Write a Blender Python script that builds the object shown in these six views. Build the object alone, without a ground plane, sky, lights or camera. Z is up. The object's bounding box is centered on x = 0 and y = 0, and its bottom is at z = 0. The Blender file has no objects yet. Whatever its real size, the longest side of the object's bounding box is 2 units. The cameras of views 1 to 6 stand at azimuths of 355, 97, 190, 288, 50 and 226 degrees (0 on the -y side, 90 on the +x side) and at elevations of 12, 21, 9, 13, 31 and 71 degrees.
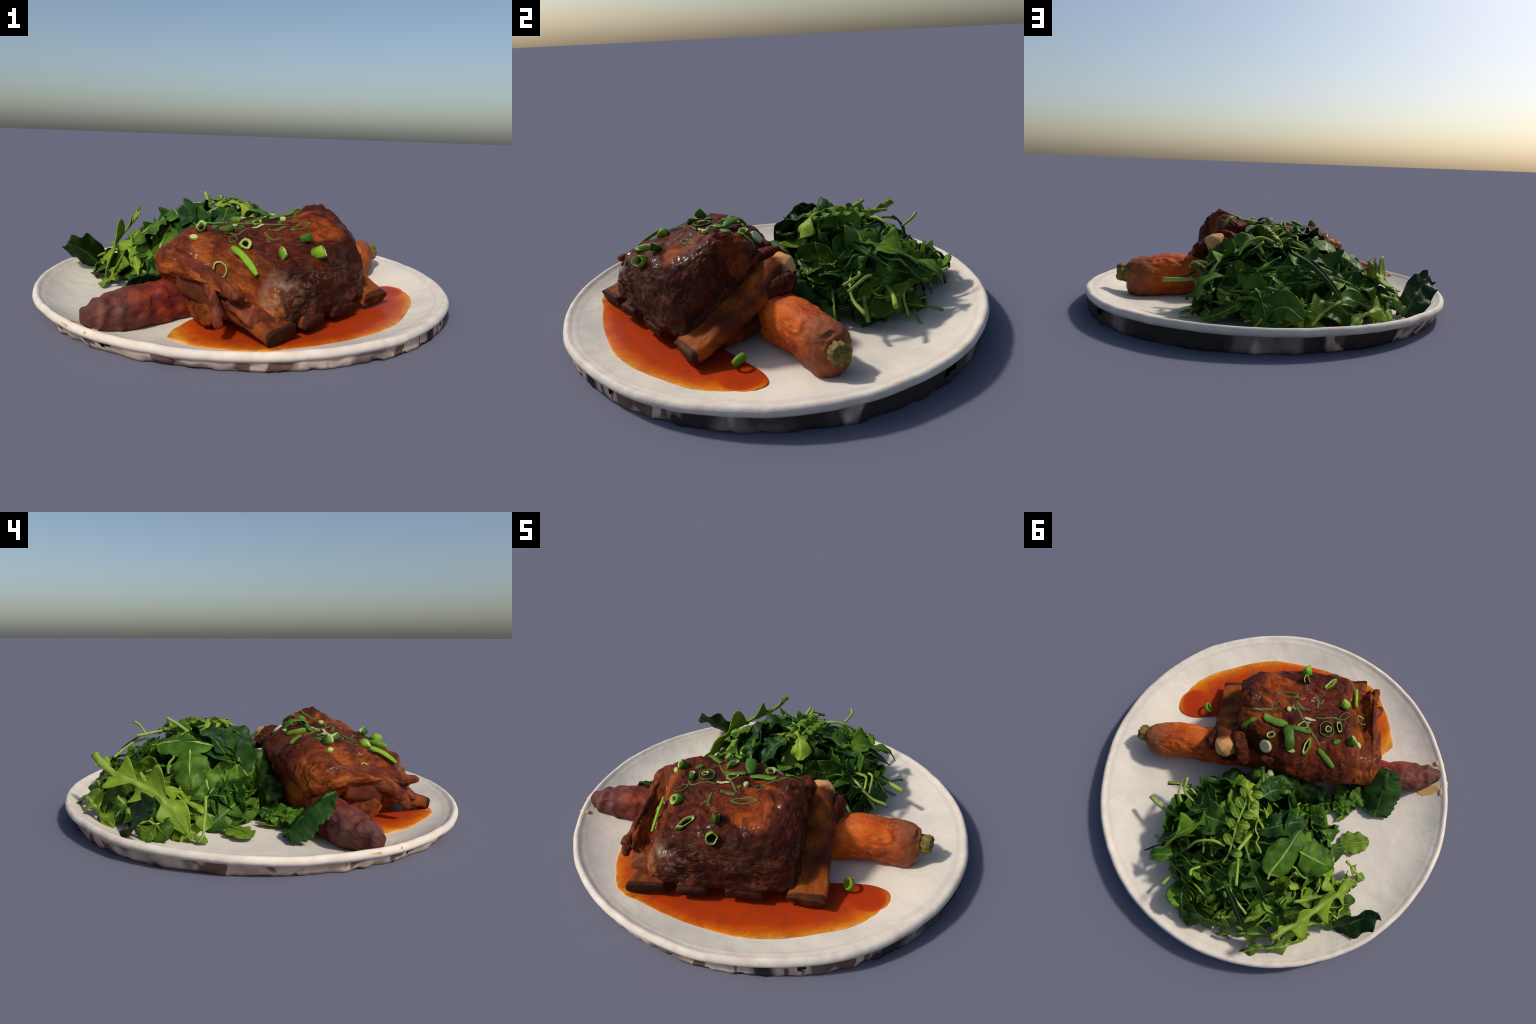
# A plate of braised short ribs with a roasted carrot, leaf salad, scallions and an orange pan sauce.
import bpy, bmesh, math, random
import numpy as np
from mathutils import Vector, Matrix, noise as mnoise
from mathutils.bvhtree import BVHTree

rng = random.Random(7)
R2 = math.sqrt(0.5)
SC = bpy.context.scene.collection


def WD(w, d, z=0.0):
    """rib frame (w across the bones, d towards the salad) -> world"""
    return Vector(((w - d) * R2, (w + d) * R2, z))


def smooth(a, b, x):
    t = np.clip((np.asarray(x, float) - a) / (b - a), 0, 1)
    return t * t * (3 - 2 * t)


def lerp(a, b, t):
    return a + (b - a) * t


def fbm(p, scale, octaves=4, seed=0.0):
    return mnoise.fractal(Vector((p[0] * scale + seed, p[1] * scale - seed, p[2] * scale + 0.37 * seed)), 1.0, 2.0, octaves)


def catmull(P, ts, closed=False):
    """uniform Catmull-Rom through P (n,k) at parameters ts in [0, n-1] (or [0, n) when closed)"""
    P = np.asarray(P, float)
    n = len(P)
    ts = np.asarray(ts, float)
    i = np.floor(ts).astype(int)
    if closed:
        ix = [(i + o) % n for o in (-1, 0, 1, 2)]
    else:
        i = np.clip(i, 0, n - 2)
        ix = [np.clip(i + o, 0, n - 1) for o in (-1, 0, 1, 2)]
    u = (ts - i)[:, None] if P.ndim == 2 else (ts - i)
    a, b, c, d = (P[k] for k in ix)
    if not closed and P.ndim == 2:
        a = np.where((i == 0)[:, None], 2 * b - c, a)
        d = np.where((i == n - 2)[:, None], 2 * c - b, d)
    return 0.5 * (2 * b + (c - a) * u + (2 * a - 5 * b + 4 * c - d) * u**2 + (3 * b - 3 * c + d - a) * u**3)


def empty(name, label, category, loc=(0, 0, 0)):
    o = bpy.data.objects.new(name, None)
    o.location = loc
    o.empty_display_size = 0.1
    o["label"], o["category"] = label, category
    SC.objects.link(o)
    return o


def place(name, me, parent=None, matrix=None):
    o = bpy.data.objects.new(name, me)
    SC.objects.link(o)
    if parent is not None:
        o.parent = parent
        o.matrix_parent_inverse = Matrix.Translation(-Vector(parent.location))
    if matrix is not None:
        o.matrix_local = o.matrix_local @ Matrix.Identity(4)
        o.location, o.rotation_euler, o.scale = matrix.to_translation(), matrix.to_euler(), matrix.to_scale()
    return o


def make_mesh(name, verts, faces, mats=(), mat_idx=None, shade=True):
    me = bpy.data.meshes.new(name)
    me.from_pydata([tuple(map(float, v)) for v in verts], [], [tuple(int(i) for i in f) for f in faces])
    for m in mats:
        me.materials.append(m)
    if mat_idx is not None:
        me.polygons.foreach_set("material_index", np.asarray(mat_idx, np.int32))
    me.polygons.foreach_set("use_smooth", [shade] * len(me.polygons))
    me.update()
    return me


def fix_normals(me):
    bm = bmesh.new()
    bm.from_mesh(me)
    bmesh.ops.recalc_face_normals(bm, faces=bm.faces)
    bm.to_mesh(me)
    bm.free()


def displaced(me, fn):
    """move every vertex along its normal by fn(co, no)"""
    nor = [v.normal.copy() for v in me.vertices]
    for v, n in zip(me.vertices, nor):
        v.co = v.co + n * fn(v.co, n)
    me.update()
    return me


def tube_faces(rows, n, cap=True):
    f = []
    for r in range(rows - 1):
        for k in range(n):
            k2 = (k + 1) % n
            f.append((r * n + k, r * n + k2, (r + 1) * n + k2, (r + 1) * n + k))
    if cap:
        f.append(tuple(range(n))[::-1])
        f.append(tuple((rows - 1) * n + k for k in range(n)))
    return f


def frames(C, up):
    """tangent / side / normal along a polyline C, held near the vector up"""
    C = np.asarray(C, float)
    T = np.gradient(C, axis=0)
    T /= np.linalg.norm(T, axis=1)[:, None] + 1e-12
    S = np.cross(np.asarray(up, float), T)
    S /= np.linalg.norm(S, axis=1)[:, None] + 1e-9
    N = np.cross(T, S)
    return T, S, N


def loft_tube(pts, radii, up=(0, 0, 1), rows=60, n=32, power=2.0, round_ends=(0.4, 0.4)):
    """Superelliptic tube along a spline; radii are (side, normal) half sizes at each control point."""
    pts, radii = np.asarray(pts, float), np.asarray(radii, float)
    t = np.linspace(0, len(pts) - 1, rows)
    C, Rr = catmull(pts, t), catmull(radii, t)
    T, S, N = frames(C, up)
    L = np.linalg.norm(np.diff(C, axis=0), axis=1).sum()
    verts = []
    ang = np.arange(n) * math.tau / n
    if isinstance(power, tuple):
        pw = np.interp(np.linspace(0, 1, rows + 8), np.linspace(0, 1, len(power)), power)
    else:
        pw = np.full(rows + 8, float(power))
    rings = [(C[i], S[i], N[i], Rr[i]) for i in range(rows)]
    head, tail = [], []
    for q in (0.97, 0.85, 0.6, 0.3):
        k = math.sqrt(1 - q * q)
        e0, e1 = round_ends
        head.append((C[0] - T[0] * (Rr[0].mean() * e0 * k), S[0], N[0], Rr[0] * q))
        tail.append((C[-1] + T[-1] * (Rr[-1].mean() * e1 * k), S[-1], N[-1], Rr[-1] * q))
    rings = head[::-1] + rings + tail
    for (c, s, nn, r), p in zip(rings, pw):
        cs = np.sign(np.cos(ang)) * np.abs(np.cos(ang)) ** (2 / p)
        sn = np.sign(np.sin(ang)) * np.abs(np.sin(ang)) ** (2 / p)
        verts.extend(c + s * (r[0] * a) + nn * (r[1] * b) for a, b in zip(cs, sn))
    return verts, tube_faces(len(rings), n)


# ------------------------------------------------------------------ materials
class Mat:
    def __init__(self, name, rough=0.6, spec=0.3):
        self.m = bpy.data.materials.new(name)
        self.m.use_nodes = True
        self.t = self.m.node_tree
        self.b = self.t.nodes["Principled BSDF"]
        self.b.inputs["Roughness"].default_value = rough
        self.b.inputs["Specular IOR Level"].default_value = spec
        self.obj = self.t.nodes.new("ShaderNodeTexCoord").outputs["Object"]

    def link(self, a, b):
        if hasattr(a, "is_output"):
            self.t.links.new(a, b)
        elif isinstance(a, (tuple, list)) and len(a) == 3 and b.type == "RGBA":
            b.default_value = (*a, 1)
        else:
            b.default_value = a

    def mapping(self, loc=(0, 0, 0), rot=(0, 0, 0), scale=(1, 1, 1), src=None):
        n = self.t.nodes.new("ShaderNodeMapping")
        n.inputs["Location"].default_value, n.inputs["Rotation"].default_value, n.inputs["Scale"].default_value = loc, rot, scale
        self.link(src or self.obj, n.inputs["Vector"])
        return n.outputs[0]

    def noise(self, scale, detail=4, rough=0.55, dist=0.0, vec=None, color=False):
        n = self.t.nodes.new("ShaderNodeTexNoise")
        n.inputs["Scale"].default_value, n.inputs["Detail"].default_value = scale, detail
        n.inputs["Roughness"].default_value, n.inputs["Distortion"].default_value = rough, dist
        self.link(vec or self.obj, n.inputs["Vector"])
        return n.outputs["Color" if color else "Fac"]

    def voronoi(self, scale, feature="F1", vec=None):
        n = self.t.nodes.new("ShaderNodeTexVoronoi")
        n.feature = feature
        n.inputs["Scale"].default_value = scale
        self.link(vec or self.obj, n.inputs["Vector"])
        return n.outputs["Distance"]

    def ramp(self, fac, *stops, ease=False):
        n = self.t.nodes.new("ShaderNodeValToRGB")
        if ease:
            n.color_ramp.interpolation = "EASE"
        el = n.color_ramp.elements
        while len(el) < len(stops):
            el.new(0.5)
        for e, (p, c) in zip(el, stops):
            e.position = p
            e.color = (c, c, c, 1) if isinstance(c, (int, float)) else (*c, 1)
        self.link(fac, n.inputs["Fac"])
        return n.outputs["Color"]

    def mix(self, fac, a, b, blend="MIX"):
        n = self.t.nodes.new("ShaderNodeMix")
        n.data_type, n.blend_type = "RGBA", blend
        self.link(fac, n.inputs[0])
        self.link(a, n.inputs[6])
        self.link(b, n.inputs[7])
        return n.outputs[2]

    def math(self, op, a, b=0.0, c=0.0, clamp=False):
        n = self.t.nodes.new("ShaderNodeMath")
        n.operation, n.use_clamp = op, clamp
        for s, v in zip(n.inputs, (a, b, c)):
            self.link(v, s)
        return n.outputs[0]

    def xyz(self, vec):
        n = self.t.nodes.new("ShaderNodeSeparateXYZ")
        self.link(vec, n.inputs[0])
        return n.outputs

    def band(self, v, lo0, lo1, hi0=None, hi1=None):
        n = self.t.nodes.new("ShaderNodeMapRange")
        n.interpolation_type = "SMOOTHSTEP"
        self.link(v, n.inputs["Value"])
        n.inputs["From Min"].default_value, n.inputs["From Max"].default_value = lo0, lo1
        out = n.outputs[0]
        if hi0 is not None:
            out = self.math("MULTIPLY", out, self.band(v, hi1, hi0))
        return out

    def ball(self, vec, centre, r0, r1):
        n = self.t.nodes.new("ShaderNodeVectorMath")
        n.operation = "DISTANCE"
        self.link(vec, n.inputs[0])
        n.inputs[1].default_value = centre
        return self.band(n.outputs["Value"], r1, r0)

    def random(self):
        return self.t.nodes.new("ShaderNodeObjectInfo").outputs["Random"]

    def bump(self, h, strength=0.4, dist=0.01):
        n = self.t.nodes.new("ShaderNodeBump")
        n.inputs["Strength"].default_value, n.inputs["Distance"].default_value = strength, dist
        self.link(h, n.inputs["Height"])
        self.t.links.new(n.outputs[0], self.b.inputs["Normal"])

    def done(self, color, rough=None):
        self.link(color, self.b.inputs["Base Color"])
        if rough is not None:
            self.link(rough, self.b.inputs["Roughness"])
        return self.m


def translucent(mm, color, amount):
    t = mm.t
    tr, mx = t.nodes.new("ShaderNodeBsdfTranslucent"), t.nodes.new("ShaderNodeMixShader")
    mm.link(color, tr.inputs["Color"])
    mx.inputs[0].default_value = amount
    out = t.nodes["Material Output"]
    t.links.new(mm.b.outputs[0], mx.inputs[1])
    t.links.new(tr.outputs[0], mx.inputs[2])
    t.links.new(mx.outputs[0], out.inputs["Surface"])


def glaze_material():
    m = Mat("cream_glaze", 0.5, 0.08)
    base = m.ramp(m.noise(2.2, 5, 0.6), (0.3, (0.60, 0.54, 0.47)), (0.5, (0.71, 0.635, 0.53)), (0.7, (0.79, 0.71, 0.58)))
    baked_dim = m.ramp(m.noise(9, 3, 0.6, 0.8), (0.52, 0.0), (0.75, 1.0))
    base = m.mix(m.math("MULTIPLY", baked_dim, 0.5), base, (0.54, 0.48, 0.43))  # grey shading painted into the glaze as soft dim shapes
    pink = m.ramp(m.noise(14, 4), (0.45, 0.0), (0.7, 1.0))
    r = m.t.nodes.new("ShaderNodeVectorMath")
    r.operation = "LENGTH"
    m.link(m.mapping(scale=(1, 1, 0)), r.inputs[0])
    rim = m.band(r.outputs["Value"], 0.935, 0.975)
    base = m.mix(m.math("MULTIPLY", rim, m.math("MULTIPLY", pink, 0.7)), base, (0.62, 0.47, 0.40))
    line = m.band(r.outputs["Value"], 0.925, 0.938, 0.940, 0.952)
    base = m.mix(m.math("MULTIPLY", line, 0.22), base, (0.52, 0.43, 0.35))
    speck = m.ramp(m.voronoi(26), (0.0, 1.0), (0.05, 1.0), (0.085, 0.0))
    pick = m.ramp(m.noise(7, 2), (0.56, 0.0), (0.6, 1.0))
    base = m.mix(m.math("MULTIPLY", m.math("MULTIPLY", speck, pick), 0.55), base, (0.38, 0.25, 0.13))
    m.bump(m.noise(16, 4), 0.3, 0.01)
    return m.done(base)


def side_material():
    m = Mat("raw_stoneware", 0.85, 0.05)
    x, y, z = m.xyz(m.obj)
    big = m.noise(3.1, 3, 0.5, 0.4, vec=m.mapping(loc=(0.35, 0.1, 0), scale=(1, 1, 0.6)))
    lean = m.math("ADD", m.math("MULTIPLY", y, 0.15), m.math("MULTIPLY", x, 0.10))  # biases dark colour to the back, painting the wall's shadow side
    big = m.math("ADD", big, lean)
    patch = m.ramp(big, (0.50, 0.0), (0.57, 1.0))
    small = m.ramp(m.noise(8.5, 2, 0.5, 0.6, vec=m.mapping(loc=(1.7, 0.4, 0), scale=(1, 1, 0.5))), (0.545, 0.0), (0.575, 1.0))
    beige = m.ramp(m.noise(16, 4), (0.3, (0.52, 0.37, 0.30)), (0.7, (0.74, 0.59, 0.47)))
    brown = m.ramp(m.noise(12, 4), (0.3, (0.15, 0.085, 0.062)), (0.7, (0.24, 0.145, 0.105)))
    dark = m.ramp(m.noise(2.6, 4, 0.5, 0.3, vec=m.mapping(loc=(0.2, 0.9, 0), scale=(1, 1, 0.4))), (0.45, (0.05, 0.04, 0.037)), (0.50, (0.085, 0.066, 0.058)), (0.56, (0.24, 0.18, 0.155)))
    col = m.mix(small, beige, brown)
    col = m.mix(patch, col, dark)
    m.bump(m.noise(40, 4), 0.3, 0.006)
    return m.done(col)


def sauce_material():
    m = Mat("orange_pan_sauce", 0.35, 0.08)
    v = m.mapping(rot=(0, 0, -math.pi / 4))
    v = m.mapping(loc=(0.04 / 0.68, 0.40 / 0.43, 0), scale=(1 / 0.68, 1 / 0.43, 0), src=v)
    n = m.t.nodes.new("ShaderNodeVectorMath")
    n.operation = "LENGTH"
    m.link(v, n.inputs[0])
    tip = m.t.nodes.new("ShaderNodeVectorMath")
    tip.operation = "DISTANCE"
    m.link(m.mapping(scale=(1, 1, 0)), tip.inputs[0])
    tip.inputs[1].default_value = (0.713, -0.06, 0)
    near = m.math("SMOOTH_MIN", n.outputs["Value"], m.math("MULTIPLY", tip.outputs["Value"], 9.6), 0.05)
    e = m.math("ADD", near, m.math("MULTIPLY", m.math("SUBTRACT", m.noise(7, 4), 0.5), 0.13))
    col = m.ramp(e, (0.55, (0.38, 0.034, 0.005)), (0.84, (0.44, 0.045, 0.005)), (0.92, (0.56, 0.10, 0.006)), (0.972, (0.66, 0.20, 0.010)), (1.0, (0.70, 0.31, 0.045)))
    dark = m.ramp(m.noise(8, 6, 0.65, 1.2), (0.46, 0.0), (0.66, 1.0))
    col = m.mix(m.math("MULTIPLY", dark, 0.55), col, (0.27, 0.035, 0.012))
    m.bump(m.noise(14, 4), 0.15, 0.006)
    return m.done(col)


def film_material():
    m = Mat("thin_sauce_film", 0.45, 0.3)
    return m.done(m.ramp(m.noise(8, 4), (0.3, (0.60, 0.27, 0.05)), (0.7, (0.66, 0.44, 0.20))))


def meat_material():
    m = Mat("braised_glazed_meat", 0.4, 0.03)
    v = m.mapping(rot=(0, 0, -math.pi / 4))
    w, d, z = m.xyz(v)
    n1 = m.noise(5.5, 6, 0.6, 0.5)
    col = m.ramp(n1, (0.32, (0.030, 0.008, 0.006)), (0.48, (0.070, 0.014, 0.007)), (0.60, (0.115, 0.021, 0.008)), (0.72, (0.25, 0.045, 0.008)))
    orange = m.ramp(m.noise(4.2, 3, 0.5, 0.9, vec=m.mapping(loc=(2.3, 0.7, 0.2))), (0.59, 0.0), (0.67, 1.0))
    col = m.mix(m.math("MULTIPLY", orange, 0.8), col, m.ramp(m.noise(16, 4), (0.3, (0.20, 0.033, 0.007)), (0.7, (0.42, 0.085, 0.010))))
    dark_fleck = m.ramp(m.noise(19, 5, 0.65, 0.6, vec=m.mapping(loc=(4.1, 0.3, 1.2))), (0.40, 1.0), (0.54, 0.0))
    col = m.mix(m.math("MULTIPLY", dark_fleck, 0.6), col, (0.022, 0.006, 0.005))  # near-black flecks scattered by fine noise
    vein = m.ramp(m.noise(8, 5, 0.6, 1.5, vec=m.mapping(loc=(0.3, 6.1, 2.2))), (0.47, 0.0), (0.5, 1.0), (0.53, 0.0))
    col = m.mix(m.math("MULTIPLY", vein, 0.45), col, (0.26, 0.06, 0.016))
    # exposed fibrous side on the left
    fib = m.noise(1.0, 5, 0.6, 1.2, vec=m.mapping(scale=(38, 9, 22), src=v))
    fibc = m.ramp(fib, (0.3, (0.075, 0.016, 0.007)), (0.48, (0.22, 0.046, 0.009)), (0.7, (0.44, 0.125, 0.022)))
    left = m.math("MULTIPLY", m.band(w, -0.40, -0.47), m.ramp(m.noise(6, 3), (0.36, 0.25), (0.56, 1.0)))
    col = m.mix(m.math("MULTIPLY", left, 0.85), col, fibc)
    # dark front crust with pale stringy fibres running across it
    front = m.band(d, -0.535, -0.60)
    crust = m.ramp(m.noise(11, 5, 0.6), (0.3, (0.014, 0.004, 0.003)), (0.52, (0.040, 0.009, 0.005)), (0.72, (0.095, 0.020, 0.008)))
    keep = m.band(w, -0.47, -0.40)
    col = m.mix(m.math("MULTIPLY", front, m.math("MULTIPLY", keep, 0.9)), col, crust)
    s1 = m.noise(1.0, 4, 0.6, 1.6, vec=m.mapping(scale=(7, 12, 21), src=v))
    thread = m.ramp(s1, (0.485, 0.0), (0.515, 1.0), (0.545, 0.15), (0.60, 0.0))
    area = m.ramp(m.noise(5, 3, vec=m.mapping(loc=(0.4, 3.1, 0.9))), (0.42, 0.15), (0.62, 1.0))
    zone = m.math("MULTIPLY", m.band(d, -0.50, -0.58), m.band(z, 0.10, 0.15, 0.27, 0.36))
    col = m.mix(m.math("MULTIPLY", m.math("MULTIPLY", thread, area), m.math("MULTIPLY", zone, 0.65)), col, (0.22, 0.125, 0.08))
    pale = m.math("MULTIPLY", m.ball(v, (-0.44, -0.60, 0.20), 0.04, 0.12), m.ramp(m.noise(13, 5, 0.65, 1.0), (0.42, 0.0), (0.6, 1.0)))
    col = m.mix(m.math("MULTIPLY", pale, 0.6), col, (0.30, 0.21, 0.14))
    # charred right shoulder
    char = m.math("MULTIPLY", m.band(w, 0.0, 0.11), m.ramp(m.noise(5, 4, vec=m.mapping(loc=(5, 1, 0))), (0.4, 0.2), (0.6, 1.0)))
    col = m.mix(m.math("MULTIPLY", char, 0.7), col, m.ramp(m.noise(18, 4), (0.35, (0.026, 0.008, 0.006)), (0.7, (0.080, 0.019, 0.009))))
    m.link(m.ramp(m.noise(7, 3, vec=m.mapping(loc=(7.7, 2.1, 0.4))), (0.45, 0.0), (0.6, 0.14)), m.b.inputs["Coat Weight"])
    m.b.inputs["Coat Roughness"].default_value = 0.16
    m.bump(m.math("ADD", m.math("MULTIPLY", m.noise(30, 6, 0.65), 0.9), m.math("MULTIPLY", fib, 0.3)), 0.6, 0.012)
    return m.done(col, m.ramp(m.noise(9, 3), (0.35, 0.28), (0.65, 0.5)))


def flap_material():
    m = Mat("rendered_fat_edge", 0.45, 0.04)
    col = m.ramp(m.noise(9, 6, 0.62, 0.8), (0.3, (0.050, 0.013, 0.010)), (0.5, (0.13, 0.030, 0.014)), (0.7, (0.28, 0.085, 0.03)))
    red = m.ramp(m.noise(5, 3, vec=m.mapping(loc=(1, 2, 3))), (0.5, 0.0), (0.62, 1.0))
    col = m.mix(m.math("MULTIPLY", red, 0.6), col, (0.13, 0.028, 0.018))
    m.bump(m.noise(26, 4), 0.4, 0.01)
    return m.done(col)


def bone_material():
    m = Mat("sauced_rib_bone", 0.45, 0.03)
    v = m.mapping(rot=(0, 0, -math.pi / 4))
    w, d, z = m.xyz(v)
    s = m.noise(1.0, 4, 0.55, 0.5, vec=m.mapping(scale=(13, 5, 8), src=v))
    col = m.ramp(s, (0.3, (0.11, 0.024, 0.008)), (0.47, (0.21, 0.048, 0.009)), (0.60, (0.33, 0.088, 0.013)), (0.8, (0.45, 0.17, 0.04)))
    inner = m.band(w, 0.09, 0.05)
    col = m.mix(m.math("MULTIPLY", inner, 0.7), col, m.ramp(m.noise(17, 4), (0.35, (0.035, 0.011, 0.007)), (0.68, (0.20, 0.05, 0.014))))
    dark = m.ramp(m.noise(6, 4, vec=m.mapping(loc=(3, 1, 2))), (0.40, 0.0), (0.55, 1.0))
    dark = m.math("MULTIPLY", dark, m.band(d, -0.60, -0.46))
    col = m.mix(m.math("MULTIPLY", dark, 0.85), col, (0.062, 0.016, 0.011))
    knob = m.math("ADD", d, m.math("MULTIPLY", m.math("SUBTRACT", m.noise(14, 3), 0.5), 0.10))
    knob = m.math("MULTIPLY", m.band(knob, -0.20, -0.15), m.band(w, 0.1, 0.14))
    col = m.mix(knob, col, m.ramp(m.noise(12, 4), (0.3, (0.50, 0.19, 0.045)), (0.65, (0.62, 0.33, 0.14))))
    end = m.math("MULTIPLY", m.band(d, -0.627, -0.636), m.ramp(m.noise(12, 3), (0.3, 0.7), (0.6, 1.0)))
    col = m.mix(m.math("MULTIPLY", end, 0.92), col, (0.022, 0.011, 0.009))
    m.bump(m.math("ADD", s, m.math("MULTIPLY", m.noise(45, 4), 0.5)), 0.4, 0.008)
    return m.done(col)


def carrot_material():
    m = Mat("roasted_carrot_skin", 0.5, 0.08)
    v = m.mapping(rot=(0, 0, -math.atan2(0.966, 1.32)))
    a, c, z = m.xyz(v)          # a: along the root, large at the shoulder
    wr = m.noise(1.0, 5, 0.6, 1.6, vec=m.mapping(scale=(10, 26, 26), src=v))
    col = m.ramp(m.noise(7, 4, 0.6, 0.5), (0.3, (0.24, 0.035, 0.010)), (0.48, (0.46, 0.070, 0.010)), (0.7, (0.62, 0.135, 0.012)))
    crease = m.ramp(wr, (0.50, 0.0), (0.55, 1.0), (0.60, 0.0))
    col = m.mix(m.math("MULTIPLY", crease, 0.4), col, (0.58, 0.22, 0.08))
    n = m.math("MULTIPLY", m.math("SUBTRACT", m.noise(8, 4), 0.5), 0.22)
    shoulder = m.band(m.math("ADD", a, n), 0.60, 0.70)
    col = m.mix(m.math("MULTIPLY", shoulder, 0.85), col, m.ramp(m.noise(13, 4), (0.3, (0.13, 0.045, 0.022)), (0.7, (0.33, 0.11, 0.05))))
    tip = m.band(m.math("ADD", a, n), -0.34, -0.48)
    tipc = m.ramp(m.noise(10, 5, 0.6, 0.6), (0.3, (0.08, 0.013, 0.012)), (0.50, (0.17, 0.026, 0.018)), (0.62, (0.33, 0.055, 0.016)), (0.75, (0.30, 0.09, 0.05)))
    col = m.mix(tip, col, tipc)
    ash = m.band(m.math("ADD", a, m.math("MULTIPLY", n, 1.2)), -0.60, -0.80)
    col = m.mix(m.math("MULTIPLY", ash, 0.72), col, m.ramp(m.noise(15, 5), (0.3, (0.055, 0.024, 0.022)), (0.7, (0.17, 0.085, 0.07))))
    m.bump(m.math("ADD", wr, m.math("MULTIPLY", m.noise(40, 3), 0.3)), 0.5, 0.01)
    return m.done(col)


def simple(name, stops, scale=10, rough=0.5, rand=None, bump=0.2, trans=0.0, spec=0.15):
    m = Mat(name, rough, spec)
    col = m.ramp(m.noise(scale, 4, 0.6), *stops)
    if rand:
        col = m.mix(m.ramp(m.random(), *rand[1]), col, rand[0])
    if bump:
        m.bump(m.noise(scale * 3, 3), bump, 0.006)
    m.done(col)
    if trans:
        translucent(m, col, trans)
    return m.m


def leaf_material(name, dark, mid, light, vein=True):
    """leaf blade: mottled green, a random shade per leaf, faint side veins off the midrib"""
    m = Mat(name, 0.45, 0.15)
    col = m.ramp(m.noise(11, 4, 0.6), (0.3, dark), (0.52, mid), (0.75, light))
    rnd = m.random()
    col = m.mix(m.ramp(rnd, (0.0, 0.75), (0.35, 0.35), (0.6, 0.0)), col, dark)
    col = m.mix(m.ramp(rnd, (0.62, 0.0), (1.0, 0.55)), col, light)
    if vein:
        x, y, z = m.xyz(m.obj)
        ph = m.math("ADD", m.math("SUBTRACT", x, m.math("ABSOLUTE", y)), m.math("MULTIPLY", m.noise(12, 2), 0.02))
        wv = m.math("SINE", m.math("MULTIPLY", ph, 230))
        col = m.mix(m.math("MULTIPLY", m.band(wv, 0.85, 1.0), 0.13), col, light)
        m.bump(m.math("ADD", m.math("MULTIPLY", wv, 0.12), m.noise(45, 3)), 0.3, 0.006)
    else:
        m.bump(m.noise(45, 3), 0.35, 0.006)
    m.done(col)
    translucent(m, col, 0.12)
    return m.m


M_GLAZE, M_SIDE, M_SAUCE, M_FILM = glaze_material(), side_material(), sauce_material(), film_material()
M_MEAT, M_FLAP, M_BONE, M_CARROT = meat_material(), flap_material(), bone_material(), carrot_material()
M_STUB = simple("carrot_stem_olive", [(0.3, (0.07, 0.055, 0.012)), (0.7, (0.24, 0.17, 0.035))], 22)
M_LEAF = leaf_material("rocket_green", (0.016, 0.048, 0.006), (0.045, 0.115, 0.011), (0.14, 0.245, 0.02))  # mid green deepened to carry the heap's baked-in shading
M_LEAF2 = leaf_material("cress_green", (0.020, 0.060, 0.006), (0.065, 0.155, 0.011), (0.17, 0.285, 0.02))
M_DARK = leaf_material("deep_green", (0.007, 0.026, 0.006), (0.018, 0.060, 0.008), (0.05, 0.12, 0.014))
M_LIGHT = leaf_material("pale_rocket_green", (0.07, 0.14, 0.010), (0.16, 0.26, 0.016), (0.30, 0.40, 0.04), vein=False)
M_PLAIN = {M_LEAF: leaf_material("rocket_blade", (0.016, 0.048, 0.006), (0.045, 0.115, 0.011), (0.14, 0.245, 0.02), vein=False),
           M_LEAF2: leaf_material("cress_blade", (0.020, 0.060, 0.006), (0.065, 0.155, 0.011), (0.17, 0.285, 0.02), vein=False),
           M_DARK: leaf_material("deep_blade", (0.007, 0.026, 0.006), (0.018, 0.060, 0.008), (0.05, 0.12, 0.014), vein=False)}
M_STEM = simple("pale_leaf_stem", [(0.3, (0.16, 0.26, 0.03)), (0.7, (0.36, 0.45, 0.09))], 14, trans=0.1)
M_RIB = simple("leaf_midrib", [(0.3, (0.08, 0.17, 0.02)), (0.7, (0.20, 0.31, 0.05))], 14)
M_VEIN = simple("leaf_vein", [(0.3, (0.04, 0.10, 0.012)), (0.7, (0.08, 0.16, 0.02))], 14)
M_MINT = leaf_material("broad_leaf_green", (0.014, 0.046, 0.010), (0.042, 0.098, 0.013), (0.11, 0.20, 0.02), vein=False)
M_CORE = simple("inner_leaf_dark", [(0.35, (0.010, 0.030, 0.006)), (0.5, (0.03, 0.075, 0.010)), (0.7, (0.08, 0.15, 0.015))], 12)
M_SCAL = simple("scallion_green", [(0.3, (0.030, 0.090, 0.012)), (0.7, (0.085, 0.19, 0.020))], 16, rand=((0.20, 0.35, 0.018), [(0.6, 0.0), (0.98, 0.7)]), trans=0.08)
M_BRIGHT = simple("fresh_scallion", [(0.3, (0.11, 0.27, 0.012)), (0.7, (0.28, 0.42, 0.03))], 16)
M_SCALIN = simple("scallion_inner", [(0.3, (0.28, 0.38, 0.09)), (0.7, (0.45, 0.52, 0.18))], 16)
M_GLAZED = simple("sauce_coated_scallion", [(0.3, (0.085, 0.06, 0.018)), (0.7, (0.10, 0.135, 0.025))], 18)
M_BULB = simple("scallion_white", [(0.3, (0.36, 0.36, 0.17)), (0.7, (0.55, 0.52, 0.30))], 18)

# ------------------------------------------------------------------ the plate
TILT = 0.021


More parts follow.
